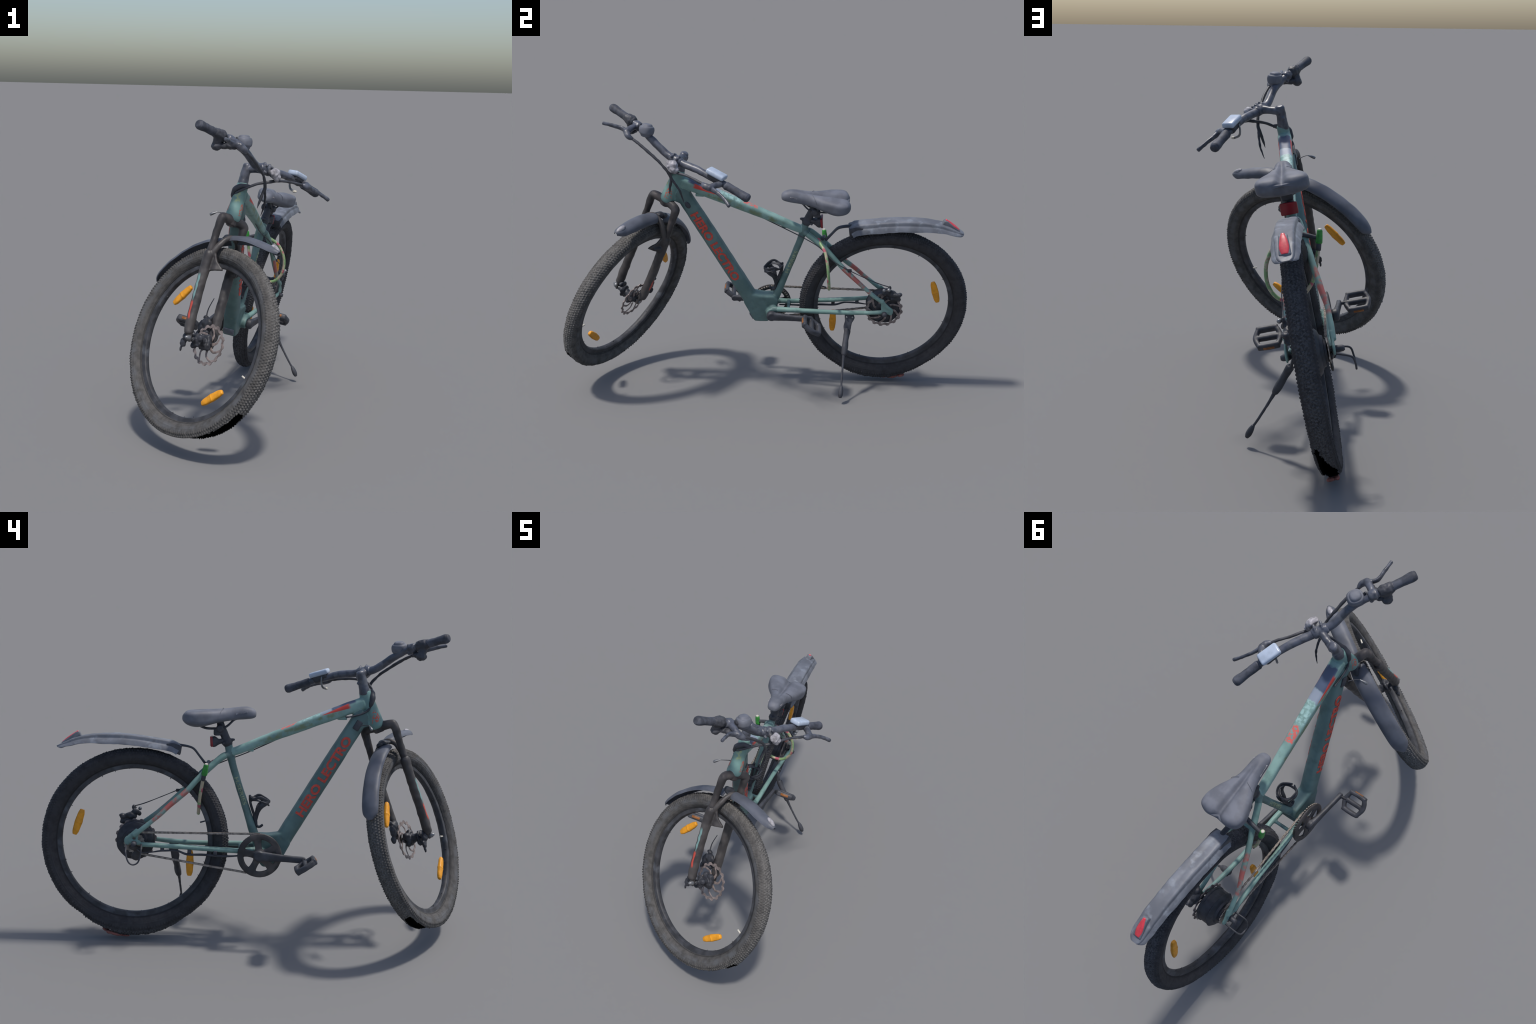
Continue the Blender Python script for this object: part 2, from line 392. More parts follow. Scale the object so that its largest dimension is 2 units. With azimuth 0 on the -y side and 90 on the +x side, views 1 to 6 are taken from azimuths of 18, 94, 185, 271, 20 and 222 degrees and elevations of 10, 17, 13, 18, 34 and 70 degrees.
for sgn, cs, ss in (
    (1, [(0.0, 0.430, 0.035), (0.035, 0.4365, 0.052), (0.18, 0.4365, 0.058), (0.337, 0.4365, 0.063), (0.48, 0.446, 0.074), (0.548, 0.456, 0.080)],
        [(0.160, 0.852, 0.010), (0.176, 0.843, 0.020), (0.257, 0.782, 0.037), (0.331, 0.706, 0.050), (0.415, 0.626, 0.060), (0.506, 0.549, 0.074), (0.556, 0.516, 0.082)]),
    (-1, [(0.0, 0.430, 0.035), (0.035, 0.427, 0.050), (0.115, 0.425, 0.055), (0.329, 0.4365, 0.063), (0.48, 0.445, 0.074), (0.535, 0.448, 0.080)],
        [(0.160, 0.852, 0.010), (0.190, 0.841, 0.025), (0.279, 0.758, 0.045), (0.344, 0.687, 0.058), (0.415, 0.626, 0.0725), (0.470, 0.573, 0.085), (0.571, 0.489, 0.088)])):
    sweep(bm, [bp(y, z, l * sgn) for y, z, l in cs], [0.016, 0.0145, 0.0125, 0.0118, 0.0112, 0.011], k=4, seg=18)
    sweep(bm, [bp(y, z, l * sgn) for y, z, l in ss], [0.016, 0.0150, 0.0140, 0.0128, 0.0118, 0.0110, 0.011], k=4, seg=18)
    # drop-out plate with the Y-shaped window
    sweep(bm, [bp(0.545, 0.456, 0.081 * sgn), bp(0.570, 0.458, 0.085 * sgn), bp(0.598, 0.466, 0.085 * sgn)], [(0.0055, 0.012), (0.0055, 0.013), (0.0055, 0.012)], k=3, seg=14, ref=NB)
    sweep(bm, [bp(0.556, 0.512, 0.082 * sgn), bp(0.588, 0.482, 0.085 * sgn), bp(0.604, 0.468, 0.085 * sgn), bp(0.600, 0.446, 0.085 * sgn)], [(0.006, 0.012), (0.0055, 0.012), (0.0055, 0.012), (0.005, 0.010)], k=3, seg=14, ref=NB)
    sweep(bm, [bp(0.556, 0.505, 0.082 * sgn), bp(0.558, 0.475, 0.083 * sgn), bp(0.566, 0.456, 0.085 * sgn)], [(0.005, 0.006)] * 3, k=3, seg=12, ref=NB)
prism(bm, [(0.548, 0.530), (0.562, 0.534), (0.570, 0.516), (0.588, 0.492), (0.612, 0.478), (0.616, 0.456), (0.596, 0.446), (0.580, 0.446), (0.570, 0.470), (0.560, 0.505)], 0.079, 0.088, bp, 0.002)
# stay bridges
sweep(bm, [bp(0.262, 0.772, -0.038), bp(0.262, 0.775, 0.038)], 0.008, k=2, seg=12)
sweep(bm, [bp(0.085, 0.430, -0.056), bp(0.085, 0.430, 0.056)], 0.009, k=2, seg=12)
# cable stop under the top tube
box(bm, bp(0.055, 0.876), (EY, NB, EZ), (0.014, 0.006, 0.006), 0.002)
box(bm, bp(-0.36, 1.032), (EY, NB, EZ), (0.022, 0.008, 0.008), 0.003)
whole = remeshed(bm, "frame", M_FRAME, None, 0.0032, smooth=5, amp=0.0012, scale=24)

AX = {
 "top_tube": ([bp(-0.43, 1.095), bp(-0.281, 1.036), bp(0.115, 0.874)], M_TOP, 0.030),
 "down_tube": ([bp(-0.445, 1.038), bp(-0.14, 0.522)], M_DARK, 0.038),
 "head_tube": ([bp(-0.52, 1.005), bp(-0.455, 1.155)], M_HEAD, 0.036),
 "seat_tube": ([bp(0.165, 0.92), bp(0.147, 0.850), bp(0.02, 0.50)], M_DARK, 0.018),
 "bottom_bracket_shell": ([bp(-0.11, 0.44), bp(-0.05, 0.41), bp(0.0, 0.41)], M_DARK, 0.060),
 "seat_stay": ([bp(0.19, 0.835, 0.022), bp(0.257, 0.782, 0.037), bp(0.415, 0.626, 0.060), bp(0.552, 0.52, 0.082)], M_STAY, 0.013),
 "seat_stay.001": ([bp(0.19, 0.835, -0.024), bp(0.279, 0.758, -0.045), bp(0.415, 0.626, -0.0725), bp(0.470, 0.573, -0.085), bp(0.560, 0.50, -0.088)], M_STAY, 0.013),
 "chain_stay": ([bp(0.05, 0.4365, 0.054), bp(0.337, 0.4365, 0.063), bp(0.54, 0.455, 0.080)], M_FRAME, 0.012),
 "chain_stay.001": ([bp(0.05, 0.427, -0.052), bp(0.329, 0.4365, -0.063), bp(0.53, 0.448, -0.080)], M_FRAME, 0.012),
 "drop_out": ([bp(0.575, 0.465, 0.085), bp(0.602, 0.46, 0.085)], M_FRAME, 0.014),
 "drop_out.001": ([bp(0.575, 0.465, -0.085), bp(0.602, 0.46, -0.085)], M_FRAME, 0.014),
}
def seg_dist(q, line):
    best = 9
    for a, b in zip(line, line[1:]):
        d = b - a; t = max(0, min(1, (q - a).dot(d) / d.length_squared))
        best = min(best, (a + d * t - q).length)
    return best
def split_by_axis(ob, axes, parent):
    src = ob.data
    names = list(axes)
    vn = [v.normal.copy() for v in src.vertices]
    groups = {n: [] for n in names}
    mid_ = names; right_ = [n for n in names if not n in ("seat_stay", "chain_stay", "drop_out")]
    left_ = [n for n in names if not n.endswith(".001")]
    for f in src.polygons:
        c = f.center
        side = (c - CB).dot(NB)
        cand = mid_ if abs(side) < 0.018 else (left_ if side > 0 else right_)
        groups[min(cand, key=lambda n: seg_dist(c, axes[n][0]) - axes[n][2])].append(f.index)
    made = {}
    for n in names:
        idx = {}; vs = []; fs = []; nn = []
        for fi in groups[n]:
            face = []
            for vi in src.polygons[fi].vertices:
                if vi not in idx:
                    idx[vi] = len(vs); vs.append(src.vertices[vi].co.copy()); nn.append(vn[vi])
                face.append(idx[vi])
            fs.append(face)
        me = bpy.data.meshes.new(n); me.from_pydata(vs, [], fs); me.update()
        me.materials.append(axes[n][1])
        for p in me.polygons: p.use_smooth = True
        me.normals_split_custom_set_from_vertices(nn)
        made[n] = link(bpy.data.objects.new(n, me), parent)
    bpy.data.objects.remove(ob); return made
FR_PARTS = split_by_axis(whole, AX, bike)
down_tube = FR_PARTS["down_tube"]; seat_tube = FR_PARTS["seat_tube"]

# ------------------------------------------------------------------ lettering laid on the tubes
def text_mesh(body, size, extrude, offset=0.0):
    cu = bpy.data.curves.new("lettering", 'FONT'); cu.body = body; cu.size = size
    cu.extrude = extrude; cu.offset = offset; cu.resolution_u = 3; cu.align_x = 'CENTER'; cu.align_y = 'CENTER'
    ob = bpy.data.objects.new("lettering", cu); SC.collection.objects.link(ob)
    dg = bpy.context.evaluated_depsgraph_get()
    me = bpy.data.meshes.new_from_object(ob.evaluated_get(dg))
    bpy.data.objects.remove(ob); bpy.data.curves.remove(cu)
    return me
def lay_text(name, body, mat, parent, a, b, side, size, length, halfh, halfw, pexp, lift=0.0007, up_sign=1, shear=0.0, bold=0.0):
    """wrap text along the line a->b (reading direction) on the flank 'side' of a superelliptic tube"""
    me = text_mesh(body, 1.0, 0.02, bold)
    b0 = bmesh.new(); b0.from_mesh(me)
    ylo = min(v.co.y for v in b0.verts); yhi = max(v.co.y for v in b0.verts)
    for k in range(1, 12):
        bmesh.ops.bisect_plane(b0, geom=b0.verts[:] + b0.edges[:] + b0.faces[:], plane_co=(0, ylo + (yhi - ylo) * k / 12, 0), plane_no=(0, 1, 0))
    b0.to_mesh(me); b0.free()
    xs = [v.co.x for v in me.vertices]; ys = [v.co.y for v in me.vertices]
    w = max(xs) - min(xs); h = max(ys) - min(ys); x0 = (max(xs) + min(xs)) / 2; y0 = (max(ys) + min(ys)) / 2
    d = (b - a).normalized(); mid = (a + b) / 2
    up = NB.cross(d) * side
    if up.z < 0 and up_sign > 0: up = -up
    for v in me.vertices:
        yy = (v.co.y - y0) / h * size
        x = (v.co.x - x0) / w * length + shear * yy
        q = min(abs(yy) / halfh, 0.97)
        l = halfw * (1 - q ** pexp) ** (1 / pexp) + lift + (0.0006 if v.co.z > 0 else -0.0025)
        v.co = mid + d * x + up * yy + NB * side * l
    bm = bmesh.new(); bm.from_mesh(me); bmesh.ops.recalc_face_normals(bm, faces=bm.faces[:]); bm.to_mesh(me); bm.free()
    me.name = name; me.materials.append(mat)
    return link(bpy.data.objects.new(name, me), parent)
la, lb = bp(-0.392, 0.952), bp(-0.176, 0.585)
lay_text("lettering", "HERO LECTRO", M_RED, down_tube, la, lb, 1, 0.043, 0.425, 0.0385, 0.0345, 2.9, bold=0.036, lift=0.0010)
lay_text("lettering", "HERO LECTRO", M_RED, down_tube, lb, la, -1, 0.043, 0.425, 0.0385, 0.0345, 2.9, bold=0.036, lift=0.0010)
sa, sb = bp(0.072, 0.632), bp(0.116, 0.750)
lay_text("series_lettering", "H.SERIES", M_PALE, seat_tube, sa, sb, 1, 0.018, 0.135, 0.0175, 0.0165, 2.0, lift=0.0008, bold=0.02)
lay_text("series_lettering", "H.SERIES", M_PALE, seat_tube, sb, sa, -1, 0.018, 0.135, 0.0175, 0.0165, 2.0, lift=0.0008, bold=0.02)

# cable ports on the down tube
bm = bmesh.new()
box(bm, bp(-0.428, 1.003, -0.031), ((bp(*DT_B) - bp(*DT_A)).normalized(), NB, NB.cross((bp(*DT_B) - bp(*DT_A)).normalized())), (0.023, 0.006, 0.015), 0.004)
finish(bm, "cable_port", M_BLACK, down_tube)
bm = bmesh.new()
ball(bm, bp(-0.418, 0.990, 0.031), (0.020, 0.006, 0.012), ((bp(*DT_B) - bp(*DT_A)).normalized(), NB, NB.cross((bp(*DT_B) - bp(*DT_A)).normalized())))
finish(bm, "cable_port", M_BLACK, down_tube)

# ------------------------------------------------------------------ wheels
def lerp_profile(prof, n):
    d = [0]
    for a, b in zip(prof, prof[1:]): d.append(d[-1] + math.dist(a, b))
    out = []
    for i in range(n + 1):
        t = d[-1] * i / n; k = 0
        while k < len(d) - 2 and d[k + 1] < t: k += 1
        f = (t - d[k]) / (d[k + 1] - d[k])
        out.append(tuple(a + (b - a) * f for a, b in zip(prof[k], prof[k + 1])))
    return out

half = [(0.3565, 0.0165), (0.3600, 0.0185), (0.3720, 0.0300), (0.3860, 0.0362), (0.3970, 0.0378), (0.4070, 0.0365), (0.4165, 0.0300), (0.4230, 0.0200), (0.4262, 0.0095), (0.4270, 0.0)]
half = catmull(half, 3)
TYRE_PROF = [(r, -l) for r, l in half] + [(r, l) for r, l in half[-2::-1]]

def wheel(c, nrm, up, fwd, tyre_mat, hole, bulge, suffix_seed, knob_gain):
    P = lambda th, r, l: c + (fwd * math.cos(th) + up * math.sin(th)) * r + nrm * l
    # rim: hollow box section
    sec = [(0.3345, 0.0), (0.3350, 0.0085), (0.3385, 0.0130), (0.3480, 0.0150), (0.3560, 0.0150), (0.3595, 0.0170), (0.3600, 0.0140), (0.3570, 0.0)]
    sec = sec + [(r, -l) for r, l in sec[-2:0:-1]]
    bm = bmesh.new(); n = 160; rings = []
    for i in range(n):
        th = 2 * math.pi * i / n
        wob = 1 + 0.0022 * noise.noise(V((math.cos(th) * 3, math.sin(th) * 3, suffix_seed)))
        rings.append([bm.verts.new(P(th, r * wob, l)) for r, l in sec])
    for i in range(n):
        a, b = rings[i], rings[(i + 1) % n]
        for j in range(len(sec)): bm.faces.new((a[j], b[j], b[(j + 1) % len(sec)], a[(j + 1) % len(sec)]))
    rim = finish(bm, "wheel", M_RIM, bike, angle=40)
    # tyre with knobs, open where the contact patch is missing
    cols = 66; prof = lerp_profile(TYRE_PROF, cols)
    n = 1200; knobs = 200
    bm = bmesh.new(); grid = []
    for i in range(n):
        th = 2 * math.pi * i / n; deg = math.degrees(th)
        base = 0.0016 * noise.noise(V((math.cos(th) * 4, math.sin(th) * 4, suffix_seed + 3)))
        br, bl = bulge(deg if deg < 180 else deg - 360)
        row = []
        for j, (r, l) in enumerate(prof):
            s = j / cols - 0.5                                   # -.5 .. .5 across
            rowpos = s * 17.0; ri = math.floor(rowpos + 0.5)
            inrow = abs(rowpos - ri)
            off = 0.5 * (ri % 2)
            ph = (i * knobs / n + off) % 1.0
            hh_ = 0.75 + 0.5 * noise.noise(V((ri * 7.3 + suffix_seed, math.floor(i * knobs / n + off) * 3.7, 1.5)))
            up_ = min(1.0, max(0.0, (0.34 - abs(ph - 0.5)) * 7.0)) * min(1.0, max(0.0, (0.40 - inrow) * 7.0))
            tread = 1.0 if abs(ri) <= 4 else 0.0
            up_ *= hh_ * (knob_gain if abs(ri) >= 3 else 1.0)
            # outward direction of the section
            cr, cl = 0.392, 0.0
            dr, dl = r - cr, l - cl; L = math.hypot(dr, dl) + 1e-6
            k = tread * up_ * 0.0046 + base + 0.0008 * noise.noise(V((i * 0.12, j * 0.5, suffix_seed)))
            # moulded ribs low on the sidewall
            k += 0.0008 * math.sin(r * 1400) if r < 0.395 else 0
            # the patch that sits on the ground swells a little
            w = max(0.0, (r - 0.385) / 0.042)
            rr = r + k * dr / L + br * w; ll = l + k * dl / L + bl * w
            row.append(bm.verts.new(P(th, rr, ll)))
        grid.append(row)
    for i in range(n):
        a, b = grid[i], grid[(i + 1) % n]; deg = math.degrees(2 * math.pi * (i + 0.5) / n)
        deg = deg if deg < 180 else deg - 360
        for j in range(cols):
            s = (j + 0.5) / cols - 0.5
            if hole(deg, s): continue
            bm.faces.new((a[j], b[j], b[j + 1], a[j + 1]))
    bmesh.ops.delete(bm, geom=[v for v in bm.verts if not v.link_faces], context='VERTS')
    me = bpy.data.meshes.new("tyre")
    bmesh.ops.recalc_face_normals(bm, faces=bm.faces[:])
    bm.to_mesh(me); bm.free()
    # make sure normals point out of the casing
    v0 = me.polygons[0]
    me.materials.append(tyre_mat); me.materials.append(M_VOID)
    for p in me.polygons: p.use_smooth = True
    tyre = link(bpy.data.objects.new("tyre", me), rim)
    pc = me.polygons[len(me.polygons) // 2]
    q = pc.center - c; q -= nrm * q.dot(nrm); core = c + q.normalized() * 0.392
    sgn = 1 if (pc.center - core).dot(pc.normal) > 0 else -1
    so = tyre.modifiers.new("s", 'SOLIDIFY'); so.thickness = 0.0035; so.offset = -1.0 * sgn
    so.material_offset = 1; so.material_offset_rim = 1
    so.use_flip_normals = sgn < 0
    apply_mods(tyre)
    # stubs where the spokes met the rim
    bm = bmesh.new(); rnd = random.Random(suffix_seed)
    for i in range(32):
        th = 2 * math.pi * (i + 0.5) / 32
        hgt = rnd.choice((0.004, 0.005, 0.007, 0.009))
        a = P(th, 0.3365, 0.004 * (-1) ** i); b = P(th, 0.3365 - hgt, 0.006 * (-1) ** i)
        sweep(bm, [a, b], [0.0026, 0.0007], k=1, seg=8, cap=False)
    st = finish(bm, "spoke_nipple", M_RIM, rim); st["kind"] = "stuff"
    return rim, tyre, P

def f_hole(deg, s):
    if not -142 < deg < -33: return False
    e = 0.010 * noise.noise(V((deg * 0.25, 0, 5))) + 0.006 * noise.noise(V((deg * 0.9, 3, 5)))
    t = (deg + 87.5) / 54
    w = 0.20 * max(0.0, 1 - t * t) ** 0.5
    return -0.095 - 0.30 * w + e < s < w + e and w > 0.02
def r_hole(deg, s):
    e = 0.025 * noise.noise(V((deg * 0.35, 1, 2)))
    if not -151 + e * 60 < deg < -104: return False
    t = min(1.0, (deg + 151) / 23.0)
    return 0.09 - 0.225 * t + e < s < 0.155 + e * 0.7
def r_bulge(deg):
    d = abs(deg + 92) / 34
    return (0.019 * max(0.0, 1 - d * d) * (1 + 0.3 * noise.noise(V((deg * 0.3, 0, 0)))), 0.0)
def f_bulge(deg):
    d = abs(deg + 85) / 64
    return (0.0105 * max(0.0, 1 - d * d * d), 0.0)

front_wheel, front_tyre, PF = wheel(CW, NW, UW, FW, M_TYRE_F, f_hole, f_bulge, 11, 0.95)
rear_wheel, rear_tyre, PR = wheel(CR, NR, UR, FR, M_TYRE_R, r_hole, r_bulge, 23, 0.75)

# reddish grit clinging under the rear tyre
bm = bmesh.new()
for th, l, r, s in ((-101, 0.000, 0.452, (0.034, 0.021, 0.008)), (-107, 0.012, 0.448, (0.020, 0.014, 0.008)), (-95, -0.004, 0.452, (0.022, 0.014, 0.006)), (-104, -0.012, 0.449, (0.024, 0.012, 0.008))):
    t = math.radians(th); ball(bm, PR(t, r, l), s, (FR * -math.sin(t) + UR * math.cos(t), NR, FR * math.cos(t) + UR * math.sin(t)))
g = remeshed(bm, "grit_clump", M_EARTH, rear_wheel, 0.004, 2, 0.003, 70)
# tyre valves
tv = math.radians(-17)
tube("valve", M_WHITE, front_wheel, [PF(tv, 0.336, 0), PF(tv, 0.310, 0.001)], [0.0035, 0.0042], k=2, seg=10)
tv = math.radians(17)
tube("valve", M_BLACK, rear_wheel, [PR(tv, 0.336, 0), PR(tv, 0.312, 0.001)], [0.003, 0.004], k=2, seg=10)

# amber spoke reflectors: a rounded bar with a clip ridge in the middle
def reflector_mesh():
    bm = bmesh.new()
    sweep(bm, [V((-0.040, 0, 0)), V((-0.030, 0, 0)), V((-0.006, 0, 0)), V((0, 0, 0)), V((0.006, 0, 0)), V((0.030, 0, 0)), V((0.040, 0, 0))],
          [(0.0065, 0.0085), (0.0078, 0.0115), (0.0085, 0.0135), (0.0098, 0.0140), (0.0085, 0.0135), (0.0078, 0.0115), (0.0065, 0.0085)],
          k=4, seg=20, ref=V((0, 0, 1)), p=3.0, lump=0.0006, lscale=90)
    ob = finish(bm, "spoke_reflector", M_ORANGE, None); me = ob.data
    bpy.data.objects.remove(ob); return me
RM = reflector_mesh()
for v in RM.vertices: v.co = V((v.co.x * 1.42, v.co.y * 1.30, v.co.z * 1.22))
def put_reflector(parent, pos, direction, normal):
    d = direction.normalized(); n = (normal - d * normal.dot(d)).normalized(); w = n.cross(d)
    ob = bpy.data.objects.new("spoke_reflector", RM); link(ob, parent)
    M = Matrix((d, w, n)).transposed().to_4x4(); M.translation = pos; ob.matrix_world = M
def tangent(c, pos, nrm): return nrm.cross(pos - c)
for pos in (V((-0.162, -0.574, 0.646)), V((0.103, -0.887, 0.285))):
    put_reflector(front_wheel, pos, tangent(CW, pos, NW), NW)
put_reflector(rear_wheel, V((-0.137, 0.832, 0.533)), tangent(CR, V((-0.137, 0.832, 0.533)), NR), NR)
put_reflector(rear_wheel, V((-0.130, 0.316, 0.352)), bp(0.316, 0.394) - bp(0.316, 0.31), NR)

# disc rotors: scalloped ring on irregular arms
def rotor(c, nrm, u, f, R, parent, arms, gaps=()):
    bm = bmesh.new(); n = 144; rows = []
    for i in range(n):
        th = 2 * math.pi * i / n
        wv = 0.0035 * (1 if math.sin(th * 16) > 0 else -1) * min(1, abs(math.sin(th * 16)) * 2.2)
        ro = R + wv; ri = R - 0.0125 + 0.0025 * math.sin(th * 16 + 1)
        rad = f * math.cos(th) + u * math.sin(th)
        jit = 0.0012 * noise.noise(V((th * 6, R, 1)))
        rows.append([bm.verts.new(c + rad * (r + jit) + nrm * z) for r, z in ((ro, -0.0016), (ro, 0.0016), (ri, 0.0016), (ri, -0.0016))])
    for i in range(n):
        a, b = rows[i], rows[(i + 1) % n]
        for j in range(4): bm.faces.new((a[j], b[j], b[(j + 1) % 4], a[(j + 1) % 4]))
    for k in range(arms):
        th = 2 * math.pi * k / arms + 0.3
        r1 = f * math.cos(th) + u * math.sin(th); r2 = f * math.cos(th + 0.45) + u * math.sin(th + 0.45)
        sweep(bm, [c + r1 * 0.022, c + r1 * R * 0.5 + r2 * 0.006, c + r2 * (R - 0.011)], [(0.0017, 0.008), (0.0017, 0.0055), (0.0017, 0.005)], k=3, seg=8, ref=nrm)
    return finish(bm, "brake_rotor", M_ROTOR, parent, angle=40)
rotor(CR + NR * 0.050 + EY * 0.0015 - EZ * 0.002, NR, UR, FR, 0.0935, rear_wheel, 9)
rotor(CW + NW * 0.046 + FW * 0.004 - UW * 0.004, NW, UW, FW, 0.0905, front_wheel, 7)

# rear hub motor
bm = bmesh.new()
revolve(bm, CR, NR, [(-0.058, 0.026), (-0.056, 0.040), (-0.048, 0.042), (-0.046, 0.055), (-0.036, 0.060), (-0.030, 0.076), (-0.024, 0.082), (-0.020, 0.086), (-0.016, 0.083), (0.024, 0.083),
                      (0.027, 0.087), (0.038, 0.087), (0.041, 0.080), (0.044, 0.064), (0.047, 0.044), (0.054, 0.038), (0.060, 0.028)], seg=64,
        wob=lambda t, s: 1 + 0.035 * noise.noise(V((math.cos(t * 6.283) * 3, math.sin(t * 6.283) * 3, s * 40))))
finish(bm, "hub_motor", M_HUB, rear_wheel, angle=35)
# sprocket with teeth
bm = bmesh.new()
def teeth(nT, depth): return lambda t, s: 1 + depth * (1 if math.sin(t * 6.283 * nT) > 0 else 0)
revolve(bm, CR, NR, [(-0.0645, 0.020), (-0.0645, 0.0445), (-0.0605, 0.0445), (-0.0605, 0.020)], seg=108, wob=teeth(18, 0.07))
finish(bm, "sprocket", M_CHAIN, rear_wheel, smooth=False)
# axle nuts with rubber caps
for s0, s1 in ((0.086, 0.112), (-0.086, -0.118)):
    bm = bmesh.new(); d = 1 if s0 > 0 else -1
    revolve(bm, CR, NR * d, [(abs(s0) - 0.012, 0.009), (abs(s0) - 0.002, 0.0135), (abs(s0) + 0.004, 0.0135), (abs(s1) - 0.006, 0.012), (abs(s1) + 0.001, 0.008)], seg=20)
    finish(bm, "axle_nut", M_BLACK, rear_wheel)
tube("axle", M_HUB, rear_wheel, [CR - NR * 0.086, CR + NR * 0.086], 0.007, k=2, seg=12)

# front hub: lumpy flanged hub
bm = bmesh.new()
revolve(bm, CW, NW, [(-0.060, 0.012), (-0.050, 0.014), (-0.036, 0.015), (-0.030, 0.030), (-0.024, 0.031), (-0.018, 0.020), (0.010, 0.020), (0.018, 0.033), (0.026, 0.034), (0.034, 0.028), (0.044, 0.024), (0.060, 0.012)], seg=28)
for f, h, l, r in ((0.012, 0.024, 0.026, 0.017), (-0.022, 0.018, 0.030, 0.018), (0.022, -0.014, 0.024, 0.016), (-0.012, -0.026, -0.026, 0.014), (0.018, 0.012, -0.028, 0.015), (-0.020, -0.018, 0.028, 0.016)):
    ball(bm, wp(f, h, l), r)
remeshed(bm, "hub", M_HUB, front_wheel, 0.003, 2, 0.004, 75)

# ------------------------------------------------------------------ fork (steered)
bm = bmesh.new()
for s in (1, -1):
    sweep(bm, [wp(-0.031, 0.375, 0.080 * s), wp(-0.030, 0.46, 0.078 * s), wp(-0.028, 0.528, 0.077 * s), wp(-0.029, 0.553, 0.069 * s), wp(-0.034, 0.557, 0.035 * s), wp(-0.038, 0.560, 0.0)],
          [(0.0165, 0.0165), (0.0165, 0.0165), (0.0195, 0.0195), (0.0215, 0.021), (0.020, 0.0225), (0.021, 0.026)], k=5, seg=20, lump=0.0012)
revolve(bm, wp(-0.039, 0.545, 0.0), (bp(-0.456, 1.151) - bp(-0.516, 1.013)), [(-0.014, 0.020), (-0.008, 0.024), (0.022, 0.026), (0.036, 0.026)], seg=24)
fork = remeshed(bm, "fork", M_FORK, bike, 0.003, 4, 0.002, 40)
# lower legs joined by the arch over the tyre
def leg_marks(N, c):
    d = (wp(0, 1, 0) - wp(0, 0, 0)); h = N.dot(CW, UW); l = N.dot(CW, NW); f = N.dot(CW, FW)
    outer = N.step(N.math('MULTIPLY', l, -1.0), 0.1003, 0.1012)
    c = N.mix(N.mul(outer, N.band(h, 0.165, 0.28, 0.01)), c, (0.17, 0.29, 0.28))
    outer2 = N.step(N.math('ABSOLUTE', l), 0.0998, 0.1010)
    c = N.mix(N.mul(outer2, N.band(h, 0.082, 0.158, 0.008)), c, (0.46, 0.065, 0.045))
    return c
M_LEG, _nt, _b = new_mat("fork_leg_with_decals"); _N = NT(_nt)
_c = _N.mix(_N.step(_N.noise(18, 4), 0.34, 0.66), (0.032, 0.029, 0.030), (0.064, 0.058, 0.057))
_nt.links.new(leg_marks(_N, _c), _b.inputs["Base Color"]); _b.inputs["Roughness"].default_value = 0.5
bm = bmesh.new()
for s in (1, -1):
    sweep(bm, [wp(-0.031, 0.385, 0.080 * s), wp(-0.031, 0.372, 0.080 * s), wp(-0.030, 0.30, 0.080 * s), wp(-0.024, 0.16, 0.080 * s), wp(-0.017, 0.06, 0.079 * s), wp(-0.012, 0.024, 0.077 * s)],
          [0.0205, 0.0235, 0.0225, 0.0215, 0.0225, 0.0205], k=4, seg=22, lump=0.0014)
    sweep(bm, [wp(-0.012, 0.03, 0.074 * s), wp(-0.002, 0.002, 0.072 * s), wp(0.0, -0.012, 0.072 * s)], [(0.008, 0.016), (0.008, 0.014), (0.007, 0.010)], k=3, seg=16, ref=NW)
    # gusset from the leg toward the tyre
    prism(bm, [(-0.034, 0.392), (-0.004, 0.392), (0.014, 0.356), (0.042, 0.330), (0.046, 0.320), (0.020, 0.314), (-0.028, 0.300)], -0.006, 0.006, lambda f, h, l, s=s: wp(f, h, (0.071 - max(0, f) * 0.55) * s + l), 0.003)
sweep(bm, [wp(-0.024, 0.372, -0.078), wp(-0.010, 0.415, -0.066), wp(0.000, 0.452, -0.046), wp(0.004, 0.474, -0.018), wp(0.004, 0.474, 0.018), wp(0.000, 0.452, 0.046), wp(-0.010, 0.415, 0.066), wp(-0.024, 0.372, 0.078)],
      [0.016, 0.0145, 0.013, 0.012, 0.012, 0.013, 0.0145, 0.016], k=4, seg=16, lump=0.0015)
# cable boss on the left leg
sweep(bm, [wp(-0.008, 0.325, 0.078), wp(0.022, 0.326, 0.066)], [0.016, 0.011], k=3, seg=14, lump=0.001)
legs = remeshed(bm, "fork_lower", M_LEG, fork, 0.003, 4, 0.0020, 40)
# axle, nuts
tube("axle", M_STEEL, fork, [CW - NW * 0.082, CW + NW * 0.080], 0.006, k=2, seg=12)
bm = bmesh.new()
revolve(bm, CW, -NW, [(0.074, 0.012), (0.080, 0.013), (0.088, 0.012), (0.094, 0.007), (0.100, 0.004)], seg=18)
finish(bm, "axle_nut", M_STEEL, fork)
bm = bmesh.new()
for f, h, l, r in ((-0.030, 0.004, -0.062, (0.024, 0.022, 0.014)), (-0.046, -0.024, -0.058, (0.018, 0.022, 0.010)), (-0.010, 0.020, -0.058, (0.02, 0.016, 0.012)), (-0.052, -0.050, -0.056, (0.006, 0.014, 0.006))):
    ball(bm, wp(f, h, l), r, (FW, UW, NW))
remeshed(bm, "axle_cover", M_HUB, fork, 0.003, 2, 0.003, 80)
